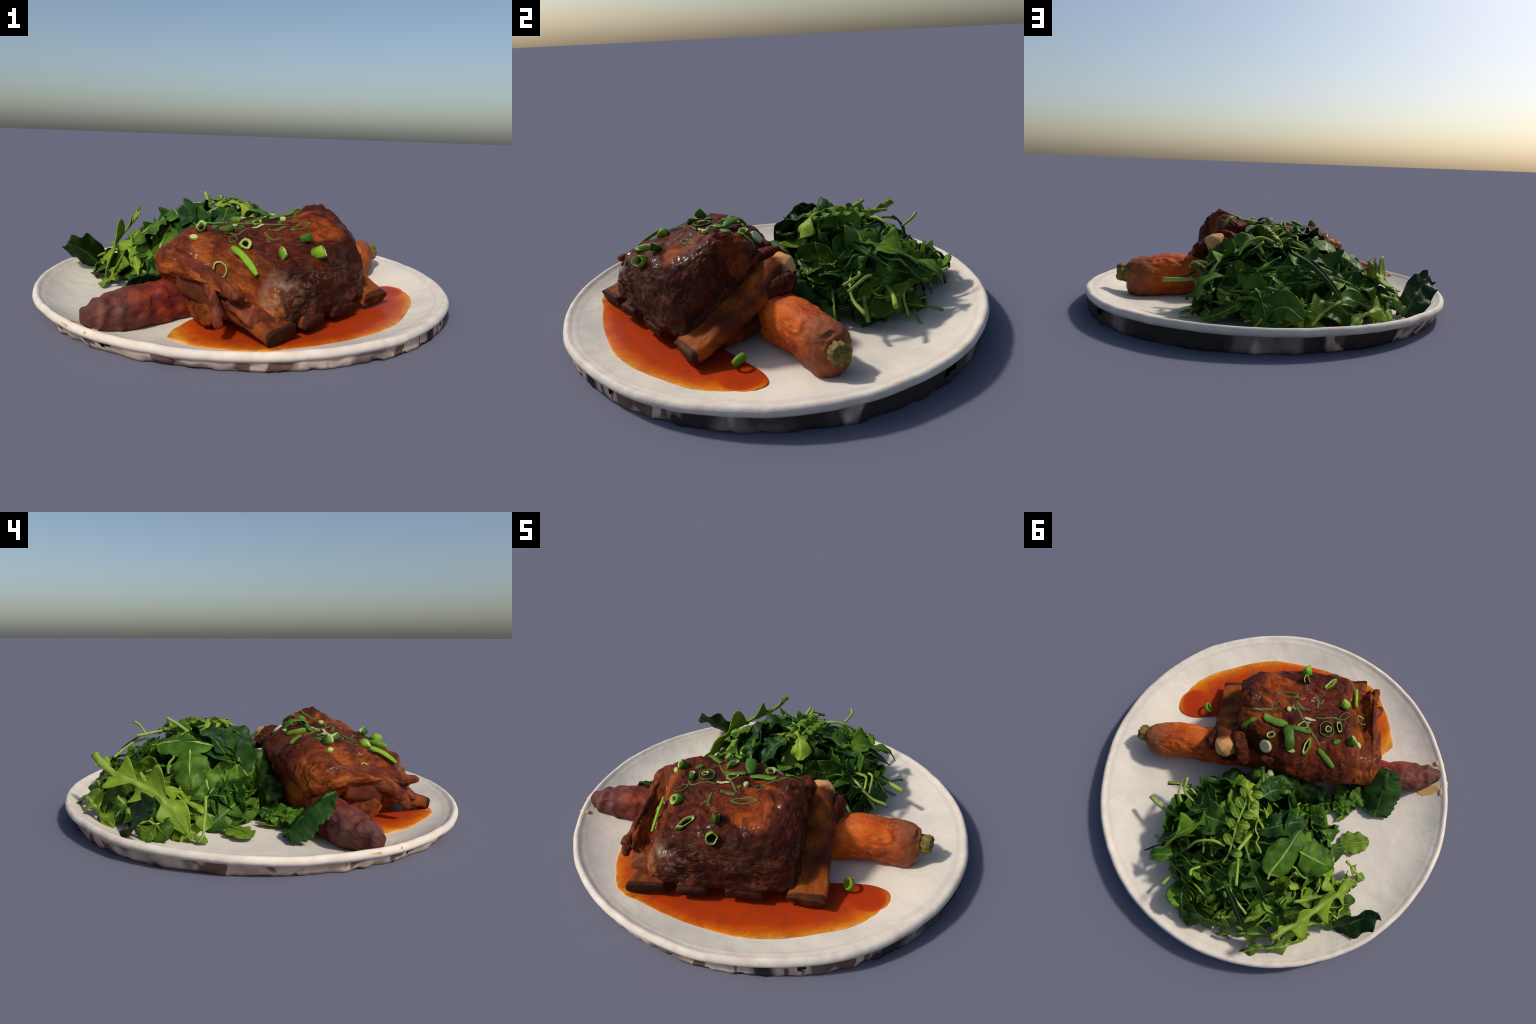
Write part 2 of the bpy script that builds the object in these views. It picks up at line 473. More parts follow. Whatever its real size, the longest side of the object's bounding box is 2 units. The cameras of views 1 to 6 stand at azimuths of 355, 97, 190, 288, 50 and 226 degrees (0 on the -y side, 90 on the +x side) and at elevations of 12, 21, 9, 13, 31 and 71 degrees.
def lean(x, y):
    """the well is not level: lower on the left, and its right side curves up to the rim early"""
    r = math.hypot(x, y)
    well = 1 - float(smooth(0.84, 0.96, r))
    early = float(smooth(0.80, 0.90, r)) * (1 - float(smooth(0.94, 0.985, r)))
    return 0.021 * min(x, 0.0) * well + 0.011 * max(0.0, x) * float(smooth(-0.25, 0.2, y)) * float(smooth(0.35, 0.6, r)) * (1 - float(smooth(0.90, 0.97, r))) + 0.016 * max(x, 0.0) * early - 0.006 * max(0.0, min(1.0, x - y)) * well * float(smooth(0.3, 0.7, r))


def floor_z(x, y):
    r = math.hypot(x, y)
    rs = [0.0, 0.35, 0.6, 0.72, 0.82, 0.90, 0.935, 0.955]
    zs = [0.022, 0.022, 0.024, 0.030, 0.044, 0.064, 0.074, 0.088]
    return float(np.interp(r, rs, zs)) + TILT * y * min(r, 1) + lean(x, y)


def build_plate():
    root = empty("dinner_plate", "round hand-thrown cream stoneware dinner plate, raised rim", "plate")
    seg = 360
    prof = [(0.0, 0.022), (0.2, 0.022), (0.4, 0.022), (0.55, 0.023), (0.66, 0.026), (0.74, 0.032), (0.80, 0.041), (0.85, 0.052), (0.89, 0.061), (0.915, 0.068),
            (0.930, 0.0735), (0.942, 0.0785), (0.950, 0.0820), (0.956, 0.0850), (0.961, 0.0885), (0.966, 0.0925), (0.972, 0.0975), (0.979, 0.0995), (0.986, 0.0970), (0.992, 0.0905), (0.9955, 0.082), (0.9945, 0.073), (0.989, 0.066), (0.984, 0.061)]
    wall = [(0.983, 0.063), (0.981, 0.057), (0.979, 0.050), (0.976, 0.040), (0.973, 0.028), (0.969, 0.015), (0.965, 0.0)]

    def wob(th, r, z, part):
        c, s = math.cos(th), math.sin(th)
        p = (c * r, s * r, z)
        q = 0
        if part == 0:
            k = smooth(0.85, 0.99, r)
            dr = k * (0.006 * fbm((c, s, 0), 2.5, 3) + 0.0012 * fbm((c, s, 0), 14, 2, 3.0))
            dz = (1 - 0.6 * k) * (0.0035 * fbm(p, 7, 3, 5.0) - 0.0030 * max(0.0, fbm(p, 13, 2, 17.0) - 0.12) * smooth(0.3, 0.6, r)) + k * 0.0022 * fbm((c, s, 0), 8, 3, 9.0)
        else:
            q = 1 - z / 0.066
            dr = 0.006 * fbm((c, s, 0), 2.5, 3) + 0.013 * q * fbm((c, s, z * 1.2), 11, 3, 21.0) + 0.006 * q * fbm((c, s, z), 26, 2, 2.0)
            dz = q * 0.020 * max(0.0, fbm((c, s, 0), 13, 3, 31.0) - 0.04)
        x, y = (r + dr) * c, (r + dr) * s
        return Vector((x + (0.022 * q if part else 0.0), y - 0.006 * k_tilt(r), z + dz + TILT * y * min(1.0, r) * (1 if part == 0 else z / 0.066) + (lean(x, y) if part == 0 else 0)))

    def k_tilt(r):
        return smooth(0.7, 1.0, r)

    verts, faces = [Vector((0, 0, 0.022))], []
    for r, z in prof[1:]:
        verts.extend(wob(math.tau * k / seg, r, z, 0) for k in range(seg))
    for k in range(seg):
        faces.append((0, 1 + k, 1 + (k + 1) % seg))
    for i in range(len(prof) - 2):
        for k in range(seg):
            a, b = 1 + i * seg + k, 1 + i * seg + (k + 1) % seg
            faces.append((a, a + seg, b + seg, b))
    me = make_mesh("plate_dish", verts, faces, [M_GLAZE])
    place("plate_dish", me, root)

    v2, f2 = [], []
    holes = [(math.radians(-124.5), 0.042), (math.radians(48), 0.06), (math.radians(-33), 0.018)]
    for r, z in wall:
        v2.extend(wob(math.tau * k / seg, r, z, 1) for k in range(seg))
    for i in range(len(wall) - 1):
        for k in range(seg):
            th = math.tau * (k + 0.5) / seg
            zz = 0.5 * (wall[i][1] + wall[i + 1][1])
            cut = False
            for h, wd_ in holes:
                da = (th - h + math.pi) % math.tau - math.pi
                zc = 0.047 + 0.2 * da
                if (da / wd_) ** 2 + ((zz - zc) / 0.020) ** 2 < 0.62 + 0.6 * fbm((th * 9, zz * 60, 0), 1.5, 2):
                    cut = True
            if not cut:
                f2.append((i * seg + k, i * seg + (k + 1) % seg, (i + 1) * seg + (k + 1) % seg, (i + 1) * seg + k))
    # turn the lower edge under to a foot ring so that the wall has depth
    base = len(v2)
    for r, z in ((0.955, 0.0), (0.90, 0.001), (0.5, 0.002)):
        v2.extend(Vector((0.022 + r * math.cos(math.tau * k / seg), r * math.sin(math.tau * k / seg), z)) for k in range(seg))
    for i in range(3):
        lo = base + (i - 1) * seg if i else (len(wall) - 1) * seg
        for k in range(seg):
            f2.append((lo + k, lo + (k + 1) % seg, base + i * seg + (k + 1) % seg, base + i * seg + k))
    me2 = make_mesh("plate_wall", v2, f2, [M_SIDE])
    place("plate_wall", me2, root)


# ------------------------------------------------------------------ the sauce
SAUCE_EDGE = [(.615, -.055), (.64, -.010), (.685, .028), (.747, .043), (.795, .012), (.82, -.05), (.82, -.168), (.753, -.35), (.62, -.558), (.506, -.656), (.293, -.779), (.119, -.845),
              (.045, -.880), (-.035, -.872), (-.19, -.797), (-.27, -.735), (-.328, -.683), (-.325, -.614), (-.304, -.557), (-.21, -.42), (.0, -.30), (.25, -.25), (.45, -.21), (.57, -.12)]


def build_sauce():
    cx, cy = 0.22, -0.48
    root = empty("sauce_pool", "glossy orange red pan sauce pooled on plate", "sauce", (cx, cy, 0.03))
    n, rows = 260, 40
    edge = catmull(np.array(SAUCE_EDGE), np.arange(n) * len(SAUCE_EDGE) / n, closed=True)
    verts, faces = [], []
    for i in range(rows + 1):
        q = i / rows
        s = 1 - (1 - q) ** 1.8
        for k in range(n):
            wv = 1 + 0.010 * fbm((edge[k][0], edge[k][1], 0), 9, 3)
            x, y = cx + (edge[k][0] - cx) * s * wv, cy + (edge[k][1] - cy) * s * wv
            h = 0.009 * math.sqrt(max(0.0, 1 - s**8)) + 0.0012 * fbm((x, y, 0), 9, 3) * (1 - s)
            verts.append(Vector((x, y, floor_z(x, y) + h + (0.0018 if i < rows else -0.003))))
    for i in range(rows):
        for k in range(n):
            k2 = (k + 1) % n
            faces.append((i * n + k, i * n + k2, (i + 1) * n + k2, (i + 1) * n + k))
    me = make_mesh("sauce", verts, faces, [M_SAUCE])
    fix_normals(me)
    place("sauce", me, root)
    # stray drips near the carrot tip and rim, and the thin film by the left bone
    for cx, cy, rx, ry, an in ((-0.655, -0.60, 0.065, 0.028, 0.9), (-0.715, -0.66, 0.05, 0.022, 1.9), (-0.602, -0.765, 0.03, 0.016, 0.6), (-0.30, 0.0, 0.05, 0.03, 0.5)):
        v, f = [], []
        m = 40
        for i, s in enumerate((1.0, 0.93, 0.7, 0.35)):
            for k in range(m):
                a = math.tau * k / m
                q = s * (1 + 0.25 * fbm((math.cos(a), math.sin(a), cx * 9), 1.6, 2))
                x = cx + rx * q * math.cos(a) * math.cos(an) - ry * q * math.sin(a) * math.sin(an)
                y = cy + rx * q * math.cos(a) * math.sin(an) + ry * q * math.sin(a) * math.cos(an)
                v.append((x, y, floor_z(x, y) + (-0.001, 0.0022, 0.0026, 0.0028)[i]))
        f = tube_faces(4, m, cap=False) + [tuple(3 * m + k for k in range(m))]
        me = make_mesh("sauce_drip", v, f, [M_FILM])
        fix_normals(me)
        place("sauce_drip", me, root)


# ------------------------------------------------------------------ the short ribs
# Each section: w, then ten (d, z) control points: bottom front, up the front face, over the top, down the back, underside
SECTIONS = [
    (-0.590, [(-.44, .212), (-.48, .200), (-.51, .195), (-.50, .212), (-.44, .226), (-.33, .246), (-.22, .258), (-.14, .262), (-.14, .24), (-.28, .225)]),
    (-0.572, [(-.46, .185), (-.51, .175), (-.54, .185), (-.53, .210), (-.46, .238), (-.33, .268), (-.18, .287), (-.05, .298), (-.04, .235), (-.24, .195)]),
    (-0.545, [(-.49, .135), (-.53, .14), (-.535, .165), (-.52, .19), (-.46, .22), (-.34, .262), (-.19, .292), (.00, .312), (.02, .21), (-.22, .155)]),
    (-0.505, [(-.55, .10), (-.575, .12), (-.57, .15), (-.55, .17), (-.48, .195), (-.36, .23), (-.20, .275), (.00, .332), (.035, .19), (-.24, .12)]),
    (-0.465, [(-.58, .07), (-.60, .12), (-.59, .20), (-.565, .25), (-.50, .285), (-.36, .308), (-.20, .325), (.00, .347), (.045, .19), (-.26, .055)]),
    (-0.42, [(-.59, .06), (-.612, .13), (-.605, .23), (-.575, .285), (-.52, .32), (-.37, .357), (-.17, .375), (.00, .355), (.045, .21), (-.28, .06)]),
    (-0.33, [(-.59, .06), (-.625, .14), (-.62, .23), (-.59, .29), (-.52, .332), (-.38, .372), (-.18, .390), (.00, .367), (.04, .24), (-.30, .12)]),
    (-0.20, [(-.59, .06), (-.63, .15), (-.625, .24), (-.595, .31), (-.53, .352), (-.40, .395), (-.18, .408), (-.01, .362), (.02, .25), (-.33, .13)]),
    (-0.09, [(-.59, .06), (-.63, .15), (-.63, .24), (-.595, .325), (-.53, .372), (-.40, .422), (-.18, .422), (-.03, .368), (.0, .26), (-.33, .13)]),
    (0.0, [(-.59, .06), (-.625, .15), (-.625, .25), (-.59, .34), (-.525, .395), (-.39, .448), (-.21, .432), (-.07, .36), (-.04, .27), (-.35, .13)]),
    (0.06, [(-.59, .06), (-.62, .15), (-.62, .25), (-.588, .345), (-.52, .408), (-.39, .468), (-.26, .452), (-.13, .375), (-.09, .28), (-.37, .13)]),
    (0.105, [(-.59, .08), (-.615, .15), (-.617, .25), (-.58, .345), (-.51, .415), (-.395, .482), (-.28, .463), (-.19, .385), (-.16, .27), (-.39, .14)]),
    (0.152, [(-.58, .09), (-.60, .15), (-.60, .25), (-.56, .33), (-.495, .395), (-.40, .455), (-.29, .44), (-.21, .375), (-.20, .25), (-.40, .14)]),
]


def build_ribs():
    root = empty("braised_short_ribs", "slab of dark glazed braised beef short ribs, four bones", "meat", WD(-0.2, -0.3, 0.2))
    ws = np.array([s[0] for s in SECTIONS])
    pts = np.array([s[1] for s in SECTIONS])               # (K,10,2)
    rows, n = 190, 220
    flat = pts.reshape(len(ws), -1)
    tw = np.linspace(0, len(ws) - 1, rows)
    W = catmull(ws[:, None], tw)[:, 0]
    sec = catmull(flat, tw).reshape(rows, 10, 2)
    rings = []
    for i in range(rows):
        loop = catmull(sec[i], np.arange(n) * 10 / n, closed=True)
        rings.append((W[i], loop))
    # rounded ends
    def ends(ring, sgn, bulge):
        w, loop = ring
        c = loop.mean(0)
        out = []
        for q in (0.985, 0.95, 0.88, 0.76, 0.6, 0.4, 0.2):
            out.append((w + sgn * bulge * math.sqrt(1 - q * q), c + (loop - c) * q))
        return out
    rings = ends(rings[0], -1, 0.012)[::-1] + rings + ends(rings[-1], 1, 0.024)
    verts = []
    for w, loop in rings:
        verts.extend(WD(w, d, z) for d, z in loop)
    me = make_mesh("meat", verts, tube_faces(len(rings), n), [M_MEAT])
    fix_normals(me)

    def relief(co, no):
        w, d = (co.x + co.y) * R2, (co.y - co.x) * R2
        q = Vector((w * 1.0, d * 1.0, co.z))
        amt = 0.018 * fbm(q, 6, 3, 1.0) + 0.008 * fbm(q, 15, 3, 4.0) + 0.002 * fbm(q, 42, 2, 8.0) - 0.006 * max(0.0, 0.5 - abs(fbm(q, 8, 3, 12.0)) * 3)
        fr = float(smooth(-0.55, -0.61, d))
        amt += fr * (0.009 * fbm((w * 7, d * 8, co.z * 14), 1.0, 4, 3.0) + 0.0022 * fbm((w * 14, d * 14, co.z * 40), 1.0, 3, 6.0))
        lf = float(smooth(-0.44, -0.5, w))
        amt += lf * (0.005 * fbm((w * 30, d * 7, co.z * 18), 1.0, 3, 3.0))
        rt = float(smooth(0.13, 0.17, w))
        amt += rt * 0.008 * fbm((w * 10, d * 22, co.z * 7), 1.0, 3, 5.0)
        pk = math.exp(-(((w - 0.12) / 0.05) ** 2 + ((d + 0.36) / 0.08) ** 2)) * max(no.z, 0)
        amt += pk * 0.012 * (0.4 + fbm(q, 30, 3, 2.0))
        bulge = 0.0
        for wb in (-0.285, -0.06):
            bulge += math.exp(-((w - wb) / 0.05) ** 2)
        amt += 0.010 * bulge * float(smooth(0.16, 0.08, co.z)) * fr
        amt -= 0.010 * fr * float(smooth(0.16, 0.08, co.z)) * (math.exp(-((w + 0.175) / 0.03) ** 2) + math.exp(-((w + 0.375) / 0.03) ** 2) + math.exp(-((w - 0.07) / 0.03) ** 2))
        return amt

    displaced(me, relief)
    displaced(me, lambda co, no: 0.0)
    place("meat", me, root)
    bvh = BVHTree.FromPolygons([v.co.copy() for v in me.vertices], [tuple(p.vertices) for p in me.polygons])

    def strip(name, pts, radii, mat, up=(0, 0, 1), power=2.2, rows=70, n=30, amp=0.006, seed=0.0, rough_scale=14, ends=(0.5, 0.5)):
        v, f = loft_tube([WD(*p) for p in pts], radii, up, rows, n, power, ends)
        me_ = make_mesh(name, v, f, [mat])
        fix_normals(me_)
        displaced(me_, lambda co, no: amp * fbm(co, rough_scale, 3, seed) + amp * 0.35 * fbm(co, rough_scale * 3, 2, seed))
        return place(name, me_, root), me_

    # rib bones: square-ish shafts lying front (low) to back (high)
    shaft = up_side = WD(0, -0.48, 0.88)
    strip("rib_bone", [(0.205, -0.643, 0.070), (0.212, -0.52, 0.125), (0.222, -0.40, 0.185), (0.235, -0.29, 0.248), (0.243, -0.20, 0.302), (0.246, -0.145, 0.332)],
          [(0.084, 0.028), (0.086, 0.036), (0.086, 0.044), (0.084, 0.054), (0.072, 0.058), (0.064, 0.054)], M_BONE, shaft, (4.5, 4.0, 3.2, 2.6, 2.2), 90, 64, 0.010, 1.0, 9, (0.05, 0.8))
    strip("rib_bone", [(-0.060, -0.643, 0.078), (-0.045, -0.45, 0.14), (-0.015, -0.2, 0.26), (0.012, -0.045, 0.335)],
          [(0.080, 0.028), (0.08, 0.04), (0.075, 0.045), (0.062, 0.034)], M_BONE, shaft, (4, 3, 2.6), 80, 56, 0.009, 5.0, 12, (0.12, 0.12))
    strip("rib_bone", [(-0.288, -0.643, 0.074), (-0.29, -0.45, 0.13), (-0.28, -0.2, 0.22), (-0.27, -0.05, 0.26)],
          [(0.066, 0.027), (0.07, 0.04), (0.06, 0.05), (0.05, 0.045)], M_BONE, shaft, (4, 3, 2.6), 60, 56, 0.009, 9.0, 12, (0.12, 0.3))
    strip("rib_bone", [(-0.495, -0.640, 0.070), (-0.502, -0.54, 0.100), (-0.512, -0.44, 0.130), (-0.53, -0.30, 0.165), (-0.53, -0.15, 0.2)],
          [(0.088, 0.031), (0.066, 0.034), (0.050, 0.042), (0.05, 0.05), (0.05, 0.05)], M_BONE, shaft, (4.5, 3, 2.6), 60, 56, 0.007, 13.0, 12, (0.05, 0.3))

    # membrane flaps hanging off the left edge, and gristle by the right knob
    strip("meat_flap", [(-0.548, -0.10, 0.268), (-0.563, -0.25, 0.255), (-0.578, -0.38, 0.232), (-0.594, -0.46, 0.218), (-0.602, -0.505, 0.216), (-0.606, -0.522, 0.214)],
          [(0.016, 0.042), (0.017, 0.046), (0.018, 0.040), (0.019, 0.026), (0.022, 0.020), (0.018, 0.015)], M_FLAP, amp=0.009, seed=2.0, rows=90, n=44, rough_scale=16)
    strip("meat_flap", [(-0.535, -0.14, 0.235), (-0.560, -0.27, 0.225), (-0.588, -0.36, 0.200), (-0.618, -0.415, 0.155), (-0.637, -0.440, 0.112), (-0.641, -0.447, 0.090)],
          [(0.012, 0.036), (0.014, 0.040), (0.016, 0.038), (0.019, 0.030), (0.020, 0.024), (0.013, 0.015)], M_FLAP, amp=0.009, seed=7.0, rows=90, n=44, rough_scale=16)
    strip("meat_flap", [(-0.565, -0.44, 0.175), (-0.552, -0.51, 0.150), (-0.528, -0.565, 0.118), (-0.51, -0.60, 0.095)],
          [(0.030, 0.020), (0.042, 0.020), (0.052, 0.018), (0.056, 0.012)], M_FLAP, up=WD(-0.5, -0.3, 0.8), amp=0.009, seed=11.0, rows=90, n=44, rough_scale=13)
    # hanging meat below the lip, down to the plate
    strip("meat_flap", [(-0.490, -0.12, 0.105), (-0.520, -0.20, 0.100), (-0.545, -0.27, 0.092), (-0.560, -0.315, 0.085), (-0.566, -0.335, 0.078)],
          [(0.026, 0.06), (0.026, 0.058), (0.026, 0.052), (0.024, 0.045), (0.018, 0.035)], M_MEAT, amp=0.010, seed=19.0, rows=90, n=40, rough_scale=12)
    # ragged meat filling under the right bone, down to the plate and the carrot
    strip("meat_flap", [(0.195, -0.50, 0.055), (0.215, -0.42, 0.085), (0.225, -0.34, 0.125), (0.235, -0.26, 0.18), (0.24, -0.18, 0.235), (0.235, -0.12, 0.26)],
          [(0.055, 0.035), (0.060, 0.055), (0.062, 0.075), (0.060, 0.075), (0.056, 0.055), (0.05, 0.04)], M_MEAT, amp=0.014, seed=41.0, rows=90, n=48, rough_scale=12)
    # torn meat that bridges the slab and the right bone
    strip("gristle", [(0.135, -0.585, 0.115), (0.148, -0.50, 0.17), (0.155, -0.40, 0.235), (0.160, -0.30, 0.295), (0.165, -0.22, 0.335)],
          [(0.026, 0.024), (0.030, 0.030), (0.032, 0.034), (0.032, 0.036), (0.028, 0.03)], M_MEAT, amp=0.010, seed=31.0, rows=90, n=40)
    strip("gristle", [(0.25, -0.31, 0.225), (0.305, -0.24, 0.262), (0.325, -0.19, 0.286), (0.322, -0.165, 0.30)],
          [(0.05, 0.05), (0.043, 0.05), (0.034, 0.040), (0.02, 0.022)], M_MEAT, amp=0.014, seed=21.0)
    strip("gristle", [(0.17, -0.24, 0.34), (0.178, -0.19, 0.368), (0.168, -0.14, 0.36), (0.16, -0.10, 0.335), (0.15, -0.06, 0.30)],
          [(0.03, 0.03), (0.034, 0.026), (0.034, 0.024), (0.034, 0.028), (0.025, 0.025)], M_MEAT, amp=0.012, seed=25.0)
    return root, bvh


# ------------------------------------------------------------------ scallions
def build_scallions(bvh):
    root = empty("scallion_garnish", "sliced green scallion rings and strips scattered on meat", "scallions", WD(-0.2, -0.3, 0.4))

    def surf(w, d, lift=0.0):
        p = WD(w, d, 1.0)
        hit, nor, _, _ = bvh.ray_cast(p, Vector((0, 0, -1)))
        if hit is None:
            return Vector((p.x, p.y, floor_z(p.x, p.y) + lift)), Vector((0, 0, 1))
        # average over a small neighbourhood so that pieces bridge bumps
        acc, k = nor.copy(), 1
        for a in range(6):
            q = p + Vector((math.cos(a * 1.047), math.sin(a * 1.047), 0)) * 0.02
            h2, n2, _, _ = bvh.ray_cast(q, Vector((0, 0, -1)))
            if h2 is not None:
                acc += n2
        nor = acc.normalized()
        return hit + nor * lift, nor

    def ring(w, d, a, b, yaw, height, thick=0.005, lift=0.002, tilt=(0, 0), mats=(0, 1), conform=True, name="scallion_ring", gap=0.0, seed=0.0, skin=None):
        """a hollow slice of stalk: elliptic shell a x b, given height; conform drapes it on the meat"""
        n = 36
        verts, faces, mi = [], [], []
        pos, nor = surf(w, d, lift)
        rot = nor.to_track_quat("Z", "Y").to_matrix()
        tl = Matrix.Rotation(tilt[0], 3, "X") @ Matrix.Rotation(tilt[1], 3, "Y")
        yw = math.radians(yaw) + math.pi / 4
        xd = (rot @ Vector((1, 0, 0)))
        base = Matrix.Identity(3)
        if conform:
            base = Matrix.Rotation(yw, 3, "Z")
        else:
            base = rot @ Matrix.Rotation(yw - math.atan2(xd.y, xd.x), 3, "Z") @ tl
        prof = [(1.0, 0.0), (1.0, 0.85), (1 - 0.35 * thick / min(a, b), 1.0), (1 - thick / min(a, b), 0.85), (1 - thick / min(a, b), 0.0)]
        m = len(prof)
        for k in range(n):
            th = gap / 2 + (math.tau - gap) * k / (n - (1 if gap else 0))
            wv = 1 + 0.24 * fbm((math.cos(th), math.sin(th), seed + w * 31), 1.3, 2)
            for s, h in prof:
                loc = base @ Vector((a * s * wv * math.cos(th), b * s * wv * math.sin(th), height * (h * (1 + 0.16 * math.sin(th + w * 40)) - (0 if conform else 0.25))))
                if conform:
                    wx, wy = pos.x + loc.x, pos.y + loc.y
                    hh, _n = surf((wx + wy) * R2, (wy - wx) * R2)
                    zz = hh.z if abs(hh.z - pos.z) < 0.09 else pos.z
                    verts.append(Vector((wx, wy, lerp(zz, pos.z, 0.15) + loc.z - 0.003)))
                else:
                    verts.append(pos + loc)
        for k in range(n - (1 if gap else 0)):
            k2 = (k + 1) % n
            for j in range(m - 1):
                faces.append((k * m + j, k2 * m + j, k2 * m + j + 1, k * m + j + 1))
                mi.append(mats[0] if j < 2 else mats[1])
            faces.append((k2 * m, k * m, k * m + m - 1, k2 * m + m - 1))
            mi.append(mats[1])
        if gap:
            faces.append(tuple(range(m)))
            faces.append(tuple((n - 1) * m + j for j in range(m))[::-1])
            mi += [mats[0]] * 2
        me = make_mesh(name, verts, faces, [skin or M_SCAL, M_SCALIN, M_GLAZED], mi)
        fix_normals(me)
        return place(name, me, root)

    def ribbon(wds, half, mat, lift=0.004, thick=0.005, arch=0.0, name="scallion_strip", twist=0.0, ends=None):
        n = 26
        P = catmull(np.array(wds, float), np.linspace(0, len(wds) - 1, n))
        pts, nors = zip(*(surf(w, d, 0) for w, d in P))
        C = np.array([[p.x, p.y, p.z + lift + arch * math.sin(math.pi * i / (n - 1))] for i, p in enumerate(pts)])
        if ends:
            C[:, 2] = np.linspace(ends[0], ends[1], n) + arch * np.sin(np.linspace(0, math.pi, n))
        for _ in range(3):
            C[1:-1] = 0.25 * C[:-2] + 0.5 * C[1:-1] + 0.25 * C[2:]
        nm = Vector((0, 0, 0))
        for q in nors:
            nm += q
        T, S, N = frames(C, nm.normalized())
        verts, cross = [], [(-1, 0), (-0.9, 0.5), (-0.4, 1.0), (0.4, 1.0), (0.9, 0.5), (1, 0), (0.85, -0.45), (-0.85, -0.45)]
        for i in range(n):
            e = (min(1, 0.35 + 4 * min(i, n - 1 - i) / n)) ** 0.5
            a = twist * (i / (n - 1) - 0.5)
            s, nn = S[i] * math.cos(a) + N[i] * math.sin(a), N[i] * math.cos(a) - S[i] * math.sin(a)
            wv = half * e * (1 + 0.06 * math.sin(i * 0.5 + half * 900))
            verts.extend(C[i] + s * (wv * x) + nn * (thick * (y * 1.0) + 0.12 * half * (1 - x * x) * (1 if thick > 0.004 else 0.2)) for x, y in cross)
        me = make_mesh(name, verts, tube_faces(n, len(cross)), [mat])
        fix_normals(me)
        return place(name, me, root)

    # rings lying flat in the glaze
    ring(-0.090, -0.410, 0.060, 0.019, -7, 0.007, 0.006, mats=(2, 2))
    ring(-0.290, -0.207, 0.040, 0.046, 20, 0.009, 0.006, mats=(2, 0))
    ring(-0.300, -0.204, 0.019, 0.020, 0, 0.012, 0.006)
    ring(-0.490, -0.311, 0.044, 0.032, 35, 0.012, 0.005, 0.010, (0.1, -0.15), conform=False)
    ring(-0.025, -0.335, 0.028, 0.020, 50, 0.007, 0.005, mats=(2, 2))
    ring(-0.168, -0.226, 0.030, 0.022, 20, 0.010, 0.006)
    ring(-0.396, -0.290, 0.036, 0.019, 35, 0.006, 0.005, mats=(2, 2))
    # stalk slices standing or leaning
    ring(-0.206, -0.575, 0.027, 0.025, 0, 0.052, 0.006, 0.006, (0.55, 0.15), conform=False, skin=M_BRIGHT)
    ring(-0.196, -0.512, 0.030, 0.016, 90, 0.030, 0.006, 0.006, (0.3, 0.7), conform=False, gap=1.9)
    ring(-0.330, -0.497, 0.050, 0.016, 47, 0.024, 0.006, 0.001, (0.35, 0.0), conform=False)
    ring(-0.398, -0.355, 0.025, 0.024, 0, 0.042, 0.011, 0.004, (0.75, -0.5), conform=False, skin=M_BRIGHT)
    ring(-0.417, -0.127, 0.024, 0.021, 30, 0.046, 0.006, 0.004, (0.2, -0.5), conform=False)
    ring(0.006, -0.171, 0.026, 0.020, 10, 0.018, 0.007, 0.002, (0.2, 0.1), conform=False)
    ring(-0.361, -0.216, 0.033, 0.014, 100, 0.026, 0.005, 0.002, (0.3, 0.2), conform=False)
    ring(-0.184, -0.106, 0.046, 0.015, 65, 0.024, 0.006, 0.002, (0.3, 0.0), conform=False)
    # strips and ribbons
    ribbon([(-0.466, -0.350), (-0.470, -0.400), (-0.478, -0.450), (-0.486, -0.500)], 0.014, M_BRIGHT, arch=0.012, ends=(0.358, 0.275))
    ribbon([(-0.243, -0.093), (-0.28, -0.045), (-0.318, 0.005)], 0.015, M_SCAL, 0.004)
    ribbon([(0.167, -0.223), (0.123, -0.240), (0.079, -0.254)], 0.012, M_SCAL, 0.004)
    ribbon([(0.042, -0.272), (-0.021, -0.243), (-0.083, -0.228)], 0.021, M_SCAL, 0.006, arch=0.006)
    ribbon([(-0.082, -0.218), (-0.092, -0.148), (-0.090, -0.090)], 0.026, M_SCAL, 0.010, arch=0.024)
    ribbon([(-0.104, -0.212), (-0.157, -0.202), (-0.205, -0.186)], 0.015, M_SCAL, 0.004)
    ribbon([(-0.239, -0.422), (-0.256, -0.387), (-0.247, -0.332)], 0.008, M_GLAZED, 0.0005, 0.003)
    ribbon([(-0.287, -0.402), (-0.267, -0.367)], 0.007, M_GLAZED, 0.0005, 0.003)
    ribbon([(-0.136, -0.368), (-0.171, -0.333), (-0.210, -0.323)], 0.010, M_GLAZED, 0.0005, 0.003)
    ribbon([(-0.13, -0.357), (-0.159, -0.283), (-0.193, -0.215), (-0.227, -0.16), (-0.251, -0.108)], 0.007, M_GLAZED, 0.001, 0.003)
    ribbon([(-0.231, -0.275), (-0.282, -0.268), (-0.345, -0.277), (-0.374, -0.248)], 0.006, M_GLAZED, 0.001, 0.003)
    ribbon([(-0.175, -0.27), (-0.236, -0.258)], 0.008, M_BULB, 0.003, 0.004)
    ribbon([(0.112, -0.301), (0.055, -0.301), (-0.006, -0.31)], 0.008, M_GLAZED, 0.0005, 0.003)

